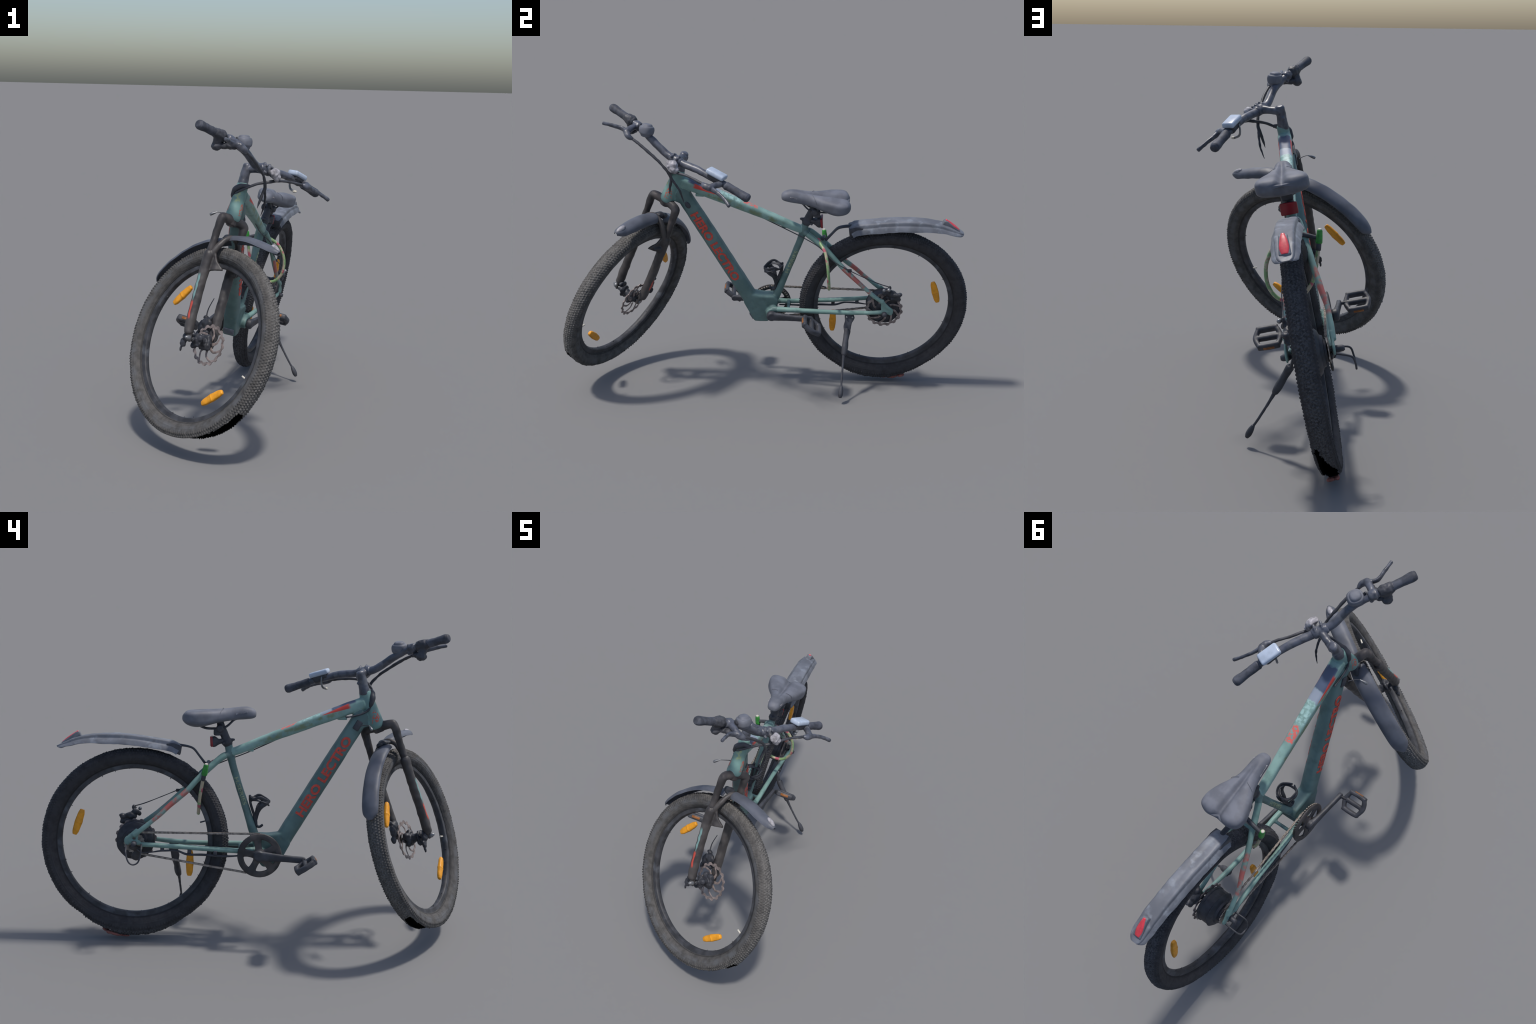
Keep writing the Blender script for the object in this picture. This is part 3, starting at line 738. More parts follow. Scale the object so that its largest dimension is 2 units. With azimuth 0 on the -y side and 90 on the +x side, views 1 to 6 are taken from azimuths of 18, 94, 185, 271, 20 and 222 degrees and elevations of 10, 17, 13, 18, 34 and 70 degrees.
# front brake caliper
bm = bmesh.new()
for f, h, l, r in ((-0.058, 0.090, 0.056, (0.030, 0.024, 0.015)), (-0.088, 0.068, 0.058, (0.018, 0.030, 0.014)), (-0.098, 0.030, 0.062, (0.014, 0.018, 0.012)), (-0.052, 0.052, 0.060, (0.020, 0.026, 0.014)), (-0.080, 0.112, 0.066, (0.018, 0.010, 0.010)), (-0.03, 0.075, 0.07, (0.026, 0.014, 0.012))):
    ball(bm, wp(f, h, l), r, (FW, UW, NW))
remeshed(bm, "brake_caliper", M_HUB, fork, 0.003, 2, 0.003, 70)
tube("brake_cable", M_BLACK, fork, [wp(-0.085, 0.118, 0.068), wp(-0.088, 0.155, 0.070), wp(-0.078, 0.205, 0.075)], [0.004, 0.0025, 0.002], k=4, seg=8)

# ------------------------------------------------------------------ mudguards
def guard(name, mat, parent, spine, fn, nrm, sect, widths, thick=0.0035, k=5, droop=None):
    """sheet with depth: sect = [(sideways, drop)] scaled by widths along the spine"""
    S = catmull([(*q, w) for q, w in zip(spine, widths)], k)
    C = [fn(s[0], s[1]) for s in S]
    sc = catmull(sect, 3)
    bm = bmesh.new(); rows = []
    for i, cpt in enumerate(C):
        t = (C[min(i + 1, len(C) - 1)] - C[max(i - 1, 0)]).normalized()
        up = nrm.cross(t); up = up if up.z > 0 or abs(up.z) < 0.05 and up.y > 0 else -up
        w = max(S[i][2], 0.05)
        dr = droop(i / (len(C) - 1)) if droop else 1.0
        row = []
        for l, d in sc:
            q = cpt + nrm * (l * w) - up * (d * dr * min(1.0, w + 0.25))
            q += up * 0.0016 * noise.noise(q * 34)
            row.append(bm.verts.new(q))
        rows.append(row)
    for a, b in zip(rows, rows[1:]):
        for j in range(len(sc) - 1): bm.faces.new((a[j], a[j + 1], b[j + 1], b[j]))
    ob = finish(bm, name, mat, parent)
    so = ob.modifiers.new("s", 'SOLIDIFY'); so.thickness = thick; so.offset = 0
    apply_mods(ob)
    for p in ob.data.polygons: p.use_smooth = True
    ob.data.set_sharp_from_angle(angle=math.radians(50))
    return ob
rear_guard = guard("rear_mudguard", M_GUARD, bike,
    [(0.372, 0.888), (0.41, 0.907), (0.475, 0.917), (0.58, 0.930), (0.66, 0.934), (0.75, 0.931), (0.83, 0.919), (0.89, 0.897), (0.925, 0.880), (0.938, 0.873)],
    bp, NB,
    [(-0.0450, 0.044), (-0.0425, 0.036), (-0.0365, 0.024), (-0.0315, 0.018), (-0.0295, 0.009), (-0.0265, 0.0015), (-0.014, 0.000), (0, 0.0015), (0.014, 0.000), (0.0265, 0.0015), (0.0295, 0.009), (0.0315, 0.018), (0.0365, 0.024), (0.0425, 0.036), (0.0450, 0.044)],
    [1.08, 1.13, 1.14, 1.13, 1.12, 1.10, 1.07, 0.99, 0.80, 0.42], thick=0.005,
    droop=lambda t: 1.0 if t < 0.5 else 1.0 - 0.86 * (t - 0.5) / 0.5)
roughen(rear_guard, 0.0026, 34, 3.0)
# bracket block under its front end, with the strut to the seat stays
bm = bmesh.new()
prism(bm, [(0.371, 0.889), (0.405, 0.902), (0.440, 0.900), (0.430, 0.868), (0.376, 0.848)], -0.041, 0.041, bp, 0.004)
finish(bm, "mudguard_bracket", M_BLACK, rear_guard)
tube("mudguard_strut", M_BLACK, rear_guard, [bp(0.385, 0.892), bp(0.345, 0.887), bp(0.316, 0.876), bp(0.29, 0.846), bp(0.262, 0.812)],
     [(0.012, 0.006), (0.013, 0.005), (0.012, 0.005), (0.010, 0.005), (0.010, 0.006)], k=4, seg=14, ref=NB, p=3)
# red tail reflector: raised housing and lens
bm = bmesh.new()
prism(bm, [(0.826, 0.918), (0.838, 0.941), (0.853, 0.939), (0.918, 0.890), (0.915, 0.876)], -0.021, 0.021, bp, 0.005)
for v in bm.verts:                                     # tapers toward the front
    y = v.co.y; t = min(1, max(0, (y - 0.826) / 0.07)); c0 = bp(v.co.y, v.co.z); l = (v.co - c0).dot(NB)
    v.co -= NB * l * (1 - (0.62 + 0.38 * t))
finish(bm, "reflector_housing", M_GUARD, rear_guard)
bm = bmesh.new()
d = (bp(0.913, 0.894) - bp(0.845, 0.947)).normalized(); up = NB.cross(d); up = up if up.z > 0 else -up
sweep(bm, [bp(0.846, 0.9415) , bp(0.868, 0.9265), bp(0.895, 0.9065), bp(0.913, 0.892)], [(0.006, 0.003), (0.013, 0.004), (0.0165, 0.004), (0.012, 0.003)], k=4, seg=16, ref=NB, p=2.5, lump=0.0006, lscale=120)
finish(bm, "tail_reflector", M_REDREFL, rear_guard)

FG_SECT = [(-0.0365, 0.028), (-0.0335, 0.015), (-0.021, 0.004), (0, 0), (0.021, 0.004), (0.0335, 0.015), (0.0365, 0.028)]
front_guard = guard("front_mudguard", M_FGUARD, bike,
    [(-0.012, 0.480), (0.012, 0.487), (0.05, 0.492), (0.10, 0.494), (0.15, 0.490), (0.2, 0.483), (0.245, 0.474), (0.28, 0.464), (0.299, 0.454)],
    wp, NW, FG_SECT, [0.45, 0.80, 0.95, 1.0, 1.0, 0.95, 0.82, 0.60, 0.22], thick=0.004)
guard("mudguard_rear_blade", M_FGUARD, front_guard,
    [(-0.030, 0.470), (-0.075, 0.464), (-0.130, 0.449), (-0.204, 0.416), (-0.273, 0.369), (-0.329, 0.320), (-0.371, 0.269), (-0.391, 0.237), (-0.398, 0.214)],
    wp, NW, [(l * 1.06, d * 0.75) for l, d in FG_SECT], [0.85, 0.98, 1.0, 1.0, 1.0, 1.0, 0.98, 0.78, 0.25], thick=0.004)
bm = bmesh.new()
ball(bm, wp(0.266, 0.467, 0.0), (0.028, 0.011, 0.013), ((FW * 0.93 - UW * 0.37), (FW * 0.37 + UW * 0.93), NW))
finish(bm, "mudguard_tip", M_LIGHT, front_guard)
roughen(front_guard, 0.0022, 30, 2.0)
# plug that carries the guard under the fork crown
bm = bmesh.new()
for f, h, l, r in ((-0.03, 0.480, 0.004, (0.024, 0.014, 0.020)), (-0.045, 0.474, 0.012, (0.03, 0.012, 0.016)), (-0.015, 0.472, -0.012, (0.03, 0.012, 0.014))):
    ball(bm, wp(f, h, l), r, (FW, UW, NW))
remeshed(bm, "mudguard_mount", M_HUB, front_guard, 0.003, 2, 0.003, 70)

# ------------------------------------------------------------------ cockpit
# stem
bm = bmesh.new()
st0, st1, st2 = V((0.0735, -0.4585, 1.147)), V((0.0835, -0.4385, 1.215)), V((0.0875, -0.4305, 1.238))
sweep(bm, [st0, V((0.078, -0.449, 1.178)), st1, st2], [0.026, 0.0225, 0.0215, 0.020], k=4, seg=22, lump=0.0015)
clamp = V((0.177, -0.455, 1.226))
sweep(bm, [st2 - V((0, 0, 0.016)), V((0.125, -0.441, 1.224)), clamp - V((0.012, -0.003, 0))], [0.0195, 0.0165, 0.019], k=4, seg=20, lump=0.001)
bar_dir = (V((0.203, -0.406, 1.208)) - V((0.151, -0.500, 1.245))).normalized()
sweep(bm, [clamp - bar_dir * 0.026, clamp + bar_dir * 0.026], 0.0235, k=3, seg=20, lump=0.0015)
fwd = UW.cross(bar_dir).normalized(); fwd = fwd if fwd.x > 0 else -fwd
upv = bar_dir.cross(fwd); upv = upv if upv.z > 0 else -upv
for a in (-0.016, 0.016):
    for b in (-0.016, 0.016):
        sweep(bm, [clamp + bar_dir * a + upv * b + fwd * 0.010, clamp + bar_dir * a + upv * b + fwd * 0.030], 0.006, k=2, seg=10)
    ball(bm, st1 + V((-0.010, 0.014 , 0.022 * (1 if a > 0 else -1))), 0.008)
    sweep(bm, [clamp + bar_dir * a - fwd * 0.005 + upv * 0.02, clamp + bar_dir * a + fwd * 0.012 + upv * 0.026], 0.006, k=2, seg=10)
stem = remeshed(bm, "stem", M_BAR, bike, 0.0025, 3, 0.0010, 60)

BAR = [V((-0.008, -0.798, 1.432)), V((0.055, -0.690, 1.381)), V((0.098, -0.628, 1.346)), V((0.128, -0.580, 1.308)), V((0.152, -0.503, 1.246)), clamp,
       V((0.203, -0.406, 1.210)), V((0.231, -0.350, 1.198)), V((0.250, -0.310, 1.183)), V((0.291, -0.205, 1.141)), V((0.325, -0.101, 1.094))]
handlebar = tube("handlebar", M_BAR, bike, BAR[1:-1], [0.0160, 0.0165, 0.0175, 0.0180, 0.0185, 0.0180, 0.0175, 0.0165, 0.0160], k=7, seg=20, lump=0.0016, lscale=40)
def on_bar(side, t):
    """point between grip end (t=0) and grip inner end (t=1) and direction outward"""
    a, b = (BAR[0], BAR[1]) if side < 0 else (BAR[-1], BAR[-2])
    return a + (b - a) * t, (a - b).normalized()
for side in (-1, 1):
    e, o = on_bar(side, 0.0); i, _ = on_bar(side, 1.0)
    bm = bmesh.new()
    sweep(bm, [e - o * 0.002, e - o * 0.010, e + (i - e) * 0.4, e + (i - e) * 0.75, i + o * 0.002], [0.0200, 0.0215, 0.0188, 0.0192, 0.0200], k=5, seg=22, lump=0.0016, lscale=55)
    finish(bm, "grip", M_GRIP, handlebar)
# twist shifter barrel + pod on the right grip
pR, oR = on_bar(-1, 0.86)
bm = bmesh.new()
sweep(bm, [pR + oR * 0.020, pR, pR - oR * 0.020, pR - oR * 0.028], [0.0205, 0.0250, 0.0265, 0.024], k=4, seg=20)
ball(bm, V((0.034, -0.694, 1.337)), (0.023, 0.025, 0.020)); sweep(bm, [V((0.034, -0.694, 1.340)), pR], [0.018, 0.020], k=2, seg=14)
ball(bm, V((0.066, -0.680, 1.338)), (0.024, 0.020, 0.014)); ball(bm, V((0.092, -0.684, 1.338)), (0.022, 0.020, 0.014)); ball(bm, V((0.112, -0.692, 1.336)), (0.018, 0.014, 0.012))
shifter = remeshed(bm, "gear_shifter", M_BLACK, handlebar, 0.0026, 2, 0.0028, 80)
# bell
bm = bmesh.new()
cbell = V((0.128, -0.604, 1.357)); bup = (V((-0.05, 0.12, 0.98))).normalized()
ax1 = (oR - bup * oR.dot(bup)).normalized(); ax2 = bup.cross(ax1)
sweep(bm, [cbell - bup * 0.026, cbell - bup * 0.019, cbell - bup * 0.001, cbell + bup * 0.012, cbell + bup * 0.015], [(0.026, 0.023), (0.033, 0.029), (0.0350, 0.032), (0.0315, 0.029), (0.025, 0.023)], k=4, seg=28, ref=ax1, p=2.6)
bell = finish(bm, "bell", M_SADDLE, bike)
bm = bmesh.new(); sweep(bm, [V((0.118, -0.598, 1.318)), cbell - bup * 0.022], 0.013, k=3, seg=16); finish(bm, "bell_mount", M_BLACK, bell)
bm = bmesh.new(); sweep(bm, [cbell + ax1 * 0.024 - bup * 0.010, cbell + ax1 * 0.040, cbell + ax1 * 0.044 + bup * 0.014], [0.006, 0.007, 0.0045], k=4, seg=12, lump=0.001); finish(bm, "bell_lever", M_BLACK, bell)
# brake levers
def lever(clamp_at, body, front, joint, mid, tip, mat):
    bm = bmesh.new()
    sweep(bm, [clamp_at, (clamp_at + body) / 2 + V((0, 0, 0.004)), body], [0.015, 0.0150, 0.0165], k=4, seg=16, lump=0.0018)
    sweep(bm, [body, (body + front) / 2 + (body - clamp_at) * 0.12, front], [0.0165, 0.0145, 0.0085], k=4, seg=14, lump=0.0018)
    sweep(bm, [body, joint, mid, tip], [(0.0150, 0.010), (0.0110, 0.0080), (0.0095, 0.0070), (0.0090, 0.0075)], k=6, seg=14, lump=0.0014)
    return remeshed(bm, "brake_lever", mat, handlebar, 0.0022, 2, 0.0012, 60)
lever(V((0.088, -0.664, 1.361)), V((0.142, -0.697, 1.342)), V((0.160, -0.668, 1.315)), V((0.113, -0.727, 1.354)), V((0.115, -0.770, 1.365)), V((0.118, -0.815, 1.375)), M_BAR)
ring_c = V((0.080, -0.658, 1.363))
bm = bmesh.new(); sweep(bm, [ring_c - oR * 0.009, ring_c + oR * 0.009], 0.0230, k=2, seg=20); ball(bm, ring_c + V((-0.004, 0.012, -0.018)), (0.012, 0.012, 0.012)); remeshed(bm, "lever_clamp", M_BAR, handlebar, 0.003, 1, 0.0018, 70)
lever(V((0.298, -0.230, 1.148)), V((0.335, -0.275, 1.137)), V((0.316, -0.310, 1.151)), V((0.352, -0.240, 1.121)), V((0.377, -0.206, 1.101)), V((0.406, -0.178, 1.074)), M_BAR)
# display and its mount on the left
dc = V((0.274, -0.252, 1.190)); dn = V((0.10, 0.12, 0.985)).normalized()
oL = (BAR[-1] - BAR[-2]).normalized(); dn = (dn - oL * (dn.dot(oL) * 0.85)).normalized(); da = (oL - dn * oL.dot(dn)).normalized(); db = dn.cross(da)
bm = bmesh.new(); box(bm, dc, (da, db, dn), (0.0475, 0.0275, 0.0125), 0.009, 3)
finish(bm, "display", M_DISPLAY, handlebar)
bm = bmesh.new()
box(bm, dc - dn * 0.019, (da, db, dn), (0.036, 0.022, 0.010), 0.005)
sweep(bm, [V((0.270, -0.255, 1.166)) + oL * -0.012, V((0.270, -0.255, 1.166)) + oL * 0.022], 0.021, k=3, seg=18)
sweep(bm, [dc - dn * 0.018, V((0.272, -0.256, 1.160))], [0.022, 0.018], k=3, seg=16)
remeshed(bm, "display_mount", M_BLACK, handlebar, 0.003, 2, 0.001, 60)
# white thumb throttle hanging under the display
tube("throttle_lever", M_STEEL, handlebar, [V((0.245, -0.262, 1.178)), V((0.240, -0.262, 1.150)), V((0.246, -0.270, 1.128)), V((0.268, -0.285, 1.117))], [0.004, 0.0045, 0.005, 0.005], k=5, seg=12)
bm = bmesh.new(); ball(bm, V((0.272, -0.288, 1.117)), (0.011, 0.008, 0.006)); finish(bm, "throttle_tip", M_WHITE, handlebar)
# head lamp: pale lumpy block in front of the clamp
bm = bmesh.new()
lc = V((0.232, -0.466, 1.205))
ball(bm, lc + V((0, 0.002, 0.002)), (0.020, 0.027, 0.029)); ball(bm, lc + V((0.004, 0.010, -0.014)), (0.018, 0.022, 0.018)); ball(bm, lc + V((-0.004, -0.014, 0.012)), (0.017, 0.016, 0.018))
remeshed(bm, "head_lamp", M_LIGHT, handlebar, 0.0026, 2, 0.0045, 70)
tube("lamp_mount", M_BLACK, handlebar, [clamp + V((0.015, 0.004, -0.006)), V((0.218, -0.462, 1.202))], [0.013, 0.012], k=2, seg=12)

# control cables
bm = bmesh.new()
sweep(bm, [V((0.161, -0.664, 1.312)), V((0.172, -0.628, 1.290)), V((0.184, -0.572, 1.247)), V((0.193, -0.525, 1.207)), V((0.191, -0.490, 1.165)), V((0.186, -0.470, 1.128)), V((0.178, -0.442, 1.085)), V((0.168, -0.430, 1.050)), V((0.153, -0.421, 1.014))],
      [0.0062, 0.0072, 0.0070, 0.0065, 0.0070, 0.0058, 0.0050, 0.0045, 0.002], k=6, seg=10, lump=0.0026, lscale=60)
sweep(bm, [V((0.316, -0.310, 1.151)), V((0.302, -0.335, 1.157)), V((0.272, -0.374, 1.168)), V((0.240, -0.428, 1.176)), V((0.200, -0.470, 1.172)), V((0.150, -0.487, 1.162)), V((0.110, -0.498, 1.145)), V((0.060, -0.500, 1.118)), V((0.030, -0.470, 1.075)), V((0.022, -0.415, 1.052)), V((0.020, -0.375, 1.045))],
      [0.0062, 0.0065, 0.0062, 0.0065, 0.007, 0.0060, 0.0055, 0.0055, 0.0045, 0.004, 0.004], k=6, seg=10, lump=0.0018, lscale=60)
sweep(bm, [V((0.190, -0.485, 1.155)), V((0.181, -0.479, 1.130)), V((0.170, -0.486, 1.095)), V((0.157, -0.490, 1.055))], [0.006, 0.0065, 0.0065, 0.002], k=5, seg=10, lump=0.002, lscale=60)
finish(bm, "control_cable", M_BLACK, bike)
# loops of cable bundled at the head tube top
bm = bmesh.new()
sweep(bm, [V((0.120, -0.492, 1.150)), V((0.085, -0.492, 1.150)), V((0.052, -0.492, 1.135)), V((0.040, -0.486, 1.105)), V((0.042, -0.478, 1.085))], [0.006, 0.012, 0.013, 0.009, 0.005], k=5, seg=12, lump=0.003, lscale=50)
finish(bm, "cable_bundle", M_BLACK, bike)
# gear indicator arm left hanging beside the head tube
bm = bmesh.new()
sweep(bm, [V((-0.066, -0.488, 1.013)), V((-0.056, -0.484, 1.018)), V((-0.036, -0.478, 1.025))], [0.006, 0.0065, 0.002], k=5, seg=10)
finish(bm, "loose_cable_end", M_STEEL, bike)
bm = bmesh.new()
sweep(bm, [V((-0.036, -0.478, 1.025)), V((-0.015, -0.462, 1.020)), V((0.000, -0.445, 1.012))], [0.0012, 0.0018, 0.0025], k=4, seg=8)
finish(bm, "cable_stub", M_BLACK, bike)

# ------------------------------------------------------------------ saddle and seat post
def saddle():
    # station: y, half width, crown z, belly z (at centre), droop of the wings, channel depth
    ST = [(0.036, 0.008, 1.045, 1.033, 0.001, 0.0), (0.040, 0.019, 1.055, 1.026, 0.003, 0.0), (0.055, 0.028, 1.066, 1.019, 0.004, 0.0), (0.085, 0.034, 1.073, 1.015, 0.006, 0.000), (0.12, 0.037, 1.072, 1.012, 0.007, 0.006),
          (0.16, 0.043, 1.066, 1.006, 0.008, 0.012), (0.20, 0.056, 1.061, 0.998, 0.005, 0.017), (0.24, 0.077, 1.057, 0.988, 0.003, 0.019), (0.28, 0.093, 1.054, 0.977, 0.000, 0.021),
          (0.310, 0.1010, 1.051, 0.974, -0.002, 0.021), (0.338, 0.1000, 1.048, 0.979, -0.003, 0.021), (0.357, 0.091, 1.043, 0.988, -0.002, 0.017), (0.369, 0.070, 1.034, 1.004, 0.004, 0.010), (0.373, 0.045, 1.026, 1.014, 0.002, 0.003)]
    D = catmull(ST, 4); bm = bmesh.new(); rows = []; seg = 72
    for y, w, zt, zb, dr, ch in D:
        row = []
        for j in range(seg):
            th = 2 * math.pi * j / seg; cs, sn = math.cos(th), math.sin(th)
            pe = 2.6 + 1.6 * min(1, max(0, (y - 0.18) / 0.10))
            rr_ = (abs(cs) ** pe + abs(sn) ** pe) ** (-1 / pe)
            l = w * rr_ * cs; zz = rr_ * sn; q = min(1.0, abs(l) / max(w, 1e-4))
            mid = (zt + zb) / 2; hh = (zt - zb) / 2
            if sn >= 0:
                z = mid + hh * zz - dr * q ** 2.2
                z -= ch * math.exp(-(l / (0.010 + 0.06 * max(0, w - 0.035))) ** 2) * max(0.0, zz)
            else:
                z = mid + hh * zz * (1.0 - 0.10 * q) - dr * q ** 1.6
            # the rear edge is notched at the middle
            yy = y - (0.020 * math.exp(-(l / 0.022) ** 2) if y > 0.33 else 0) * min(1, max(0, (y - 0.33) / 0.04))
            row.append(bm.verts.new(bp(yy, z, l + 0.002 + 0.002 * min(1, (y - 0.04) / 0.25))))
        rows.append(row)
    for a, b in zip(rows, rows[1:]):
        for j in range(seg): bm.faces.new((a[j], a[(j + 1) % seg], b[(j + 1) % seg], b[j]))
    bm.faces.new(rows[0][::-1]); bm.faces.new(rows[-1])
    return bm
sad = finish(saddle(), "saddle", M_SADDLE, bike)
sm = sad.modifiers.new("s", 'SUBSURF'); sm.levels = 1; sm.render_levels = 1; apply_mods(sad)
roughen(sad, 0.0008, 24)
# seam piping across each wing and pale worn maker's mark
for s in (1, -1):
    bm = bmesh.new()
    pts = []
    for y, z, l in ((0.186, 1.0615, 0.022), (0.192, 1.0575, 0.036), (0.200, 1.045, 0.0535), (0.206, 1.028, 0.0580)):
        pts.append(bp(y, z, l * s + 0.0045))
    sweep(bm, pts, 0.0010, k=5, seg=6); finish(bm, "seam_piping", M_SADDLE, sad)
    bm = bmesh.new(); rnd = random.Random(5)
    for k in range(9):
        y = 0.080 + 0.006 * k
        box(bm, bp(y, 1.049 - 0.0012 * k, s * (0.0335 + 0.00035 * k) + 0.002), (EY, NB, EZ), (0.0021, 0.0015, 0.0016 + 0.0012 * rnd.random()), 0.0)
    finish(bm, "saddle_mark", M_LIGHT, sad, smooth=False)
# rails
bm = bmesh.new()
for s in (1, -1):
    sweep(bm, [bp(0.105, 1.018, 0.008 * s), bp(0.135, 1.012, 0.015 * s), bp(0.168, 0.982, 0.020 * s), bp(0.20, 0.972, 0.021 * s), bp(0.26, 0.970, 0.024 * s), bp(0.30, 0.985, 0.032 * s), bp(0.32, 0.998, 0.036 * s)], 0.0042, k=5, seg=10)
finish(bm, "saddle_rail", M_BLACK, sad)
bm = bmesh.new()
sweep(bm, [bp(0.160, 0.900), bp(0.178, 0.942), bp(0.196, 0.985)], [0.0215, 0.0195, 0.018], k=4, seg=20)
sweep(bm, [bp(0.200, 0.972, -0.030), bp(0.200, 0.972, 0.030)], 0.017, k=3, seg=16)
box(bm, bp(0.212, 0.955), (EY, NB, EZ), (0.016, 0.024, 0.016), 0.006)
sweep(bm, [bp(0.196, 0.985), bp(0.202, 1.008)], [0.018, 0.016], k=2, seg=16)
# clamp collar with the quick-release lug
revolve(bm, bp(0.162, 0.905), bp(0.178, 0.942) - bp(0.162, 0.905), [(-0.004, 0.021), (-0.003, 0.0245), (0.012, 0.0245), (0.014, 0.021)], seg=24)
sweep(bm, [bp(0.150, 0.918), bp(0.140, 0.921), bp(0.131, 0.922)], [(0.013, 0.009), (0.011, 0.007), (0.008, 0.005)], k=3, seg=12, ref=NB)
sweep(bm, [bp(0.185, 0.905, -0.022), bp(0.187, 0.905, 0.024)], 0.006, k=2, seg=10)
post = remeshed(bm, "seat_post", M_BLACK, bike, 0.0028, 2, 0.0012, 60)
# rear lamp: red lens in a waisted black housing
bm = bmesh.new()
sweep(bm, [bp(0.178, 0.918), bp(0.200, 0.912), bp(0.216, 0.911), bp(0.226, 0.911)], [(0.016, 0.012), (0.020, 0.012), (0.032, 0.022), (0.034, 0.025)], k=4, seg=24, ref=NB, p=4)
lamp = finish(bm, "rear_lamp", M_BLACK, bike)
bm = bmesh.new(); box(bm, bp(0.2345, 0.912), (EY, NB, EZ), (0.006, 0.0340, 0.0238), 0.0055, 3)
for v in bm.verts:
    l = (v.co - bp(v.co.y, v.co.z)).dot(NB); h = v.co.z - 0.912
    v.co += EY * (0.006 * (abs(h) / 0.0245) ** 2 - 0.004 * (abs(l) / 0.034) ** 2)
finish(bm, "lamp_lens", M_REDLENS, lamp)

# ------------------------------------------------------------------ drive train
LC = -0.074
bm = bmesh.new()
cc = bp(-0.003, 0.4085, LC); n = 96; rows = []
RU = EZ; RF = -EY
for i in range(n):
    th = 2 * math.pi * i / n; d = RF * math.cos(th) + RU * math.sin(th)
    prof = [(0.1005, -0.004), (0.1025, 0.0), (0.1005, 0.004), (0.090, 0.0058), (0.078, 0.0058), (0.0735, 0.003), (0.0735, -0.003), (0.078, -0.0058), (0.090, -0.0058)]
    rows.append([bm.verts.new(cc + d * r + NB * z) for r, z in prof])
for i in range(n):
    a, b = rows[i], rows[(i + 1) % n]
    for j in range(9): bm.faces.new((a[j], b[j], b[(j + 1) % 9], a[(j + 1) % 9]))
for k in range(5):
    th = math.radians(90 + 72 * k + 9); d = RF * math.cos(th) + RU * math.sin(th); sd = RU * math.cos(th) - RF * math.sin(th)
    sweep(bm, [cc + d * 0.012, cc + d * 0.04, cc + d * 0.066, cc + d * 0.080], [(0.0050, 0.021), (0.0050, 0.0160), (0.0050, 0.0180), (0.0050, 0.025)], k=4, seg=16, ref=NB, p=3)
revolve(bm, cc, NB, [(-0.008, 0.026), (-0.006, 0.030), (0.006, 0.030), (0.020, 0.026)], seg=28)
chainring = remeshed(bm, "chainring", M_FORK, bike, 0.0024, 3, 0.0005, 50)
# teeth carrying the chain, seen from the inner side
bm = bmesh.new()
for i in range(44):
    th = 2 * math.pi * i / 44; d = RF * math.cos(th) + RU * math.sin(th); sd = RU * math.cos(th) - RF * math.sin(th)
    box(bm, cc + d * 0.0925 + NB * 0.0105, (sd, d, NB), (0.0042, 0.0055, 0.0024), 0.001, 1)
t_ = finish(bm, "chain_link", M_CHAIN, chainring); t_["kind"] = "stuff"

def crank(l0, y1, z1, l1, name_parent, sgn):
    bm = bmesh.new()
    a = bp(0.0, 0.410, l0); b = bp(y1, z1, l1)
    sweep(bm, [a, a + (b - a) * 0.25, a + (b - a) * 0.6, b], [(0.013, 0.0240), (0.0115, 0.0200), (0.0105, 0.0160), (0.0105, 0.0160)], k=5, seg=22, ref=NB, p=3.2)
    revolve(bm, a, NB * sgn, [(-0.016, 0.022), (-0.010, 0.026), (0.006, 0.026), (0.013, 0.020)], seg=28)
    revolve(bm, b, NB * sgn, [(-0.010, 0.012), (-0.008, 0.0155), (0.006, 0.0155), (0.010, 0.011)], seg=20)
    ob = remeshed(bm, "crank_arm", M_BLACK, bike, 0.0024, 3, 0.0004, 50)
    tube("crank_axle", M_HUB, ob, [bp(0.0, 0.410, 0.0), a], 0.013, k=2, seg=16)
    return ob
crankR = crank(-0.096, -0.199, 0.399, -0.112, "r", -1)
crankL = crank(0.078, 0.197, 0.4175, 0.108, "l", 1)
# pedal: cage of three cross bars and two end plates (x = sideways, y = along the tread, z = thickness)
def pedal_mesh():
    bm = bmesh.new()
    for y, r in ((-0.043, (0.0105, 0.0155)), (0.0, (0.0110, 0.0130)), (0.043, (0.0105, 0.0155))):
        sweep(bm, [V((-0.040, y, 0)), V((0, y * 1.03, 0)), V((0.040, y, 0))], r if isinstance(r, list) else [r] * 3, k=3, seg=14, ref=V((0, 1, 0)), p=3, lump=0.0006)
    for x in (-0.042, 0.042):
        sx = 1 if x > 0 else -1
        sweep(bm, [V((x - 0.010 * sx, -0.046, 0)), V((x, -0.030, 0)), V((x + 0.008 * sx, 0, 0)), V((x, 0.030, 0)), V((x - 0.010 * sx, 0.046, 0))],
              [(0.0090, 0.0150), (0.0100, 0.0140), (0.0110, 0.0130), (0.0100, 0.0140), (0.0090, 0.0150)], k=4, seg=14, ref=V((1, 0, 0)), p=3, lump=0.0006)
    ob = remeshed(bm, "pedal", M_BLACK, None, 0.0026, 3, 0.0006, 60)
    me = ob.data; bpy.data.objects.remove(ob); return me
PM = pedal_mesh()
bm = bmesh.new()
box(bm, V((0, 0, 0)), (V((1, 0, 0)), V((0, 1, 0)), V((0, 0, 1))), (0.022, 0.0016, 0.0065), 0.001, 1)
_o = finish(bm, "pedal_reflector", M_ORANGE_D, None); PRM = _o.data; bpy.data.objects.remove(_o)
pd = (-EY * 0.83 + EZ * 0.56).normalized(); pn = NB.cross(pd); pn = pn if pn.z > 0 else -pn
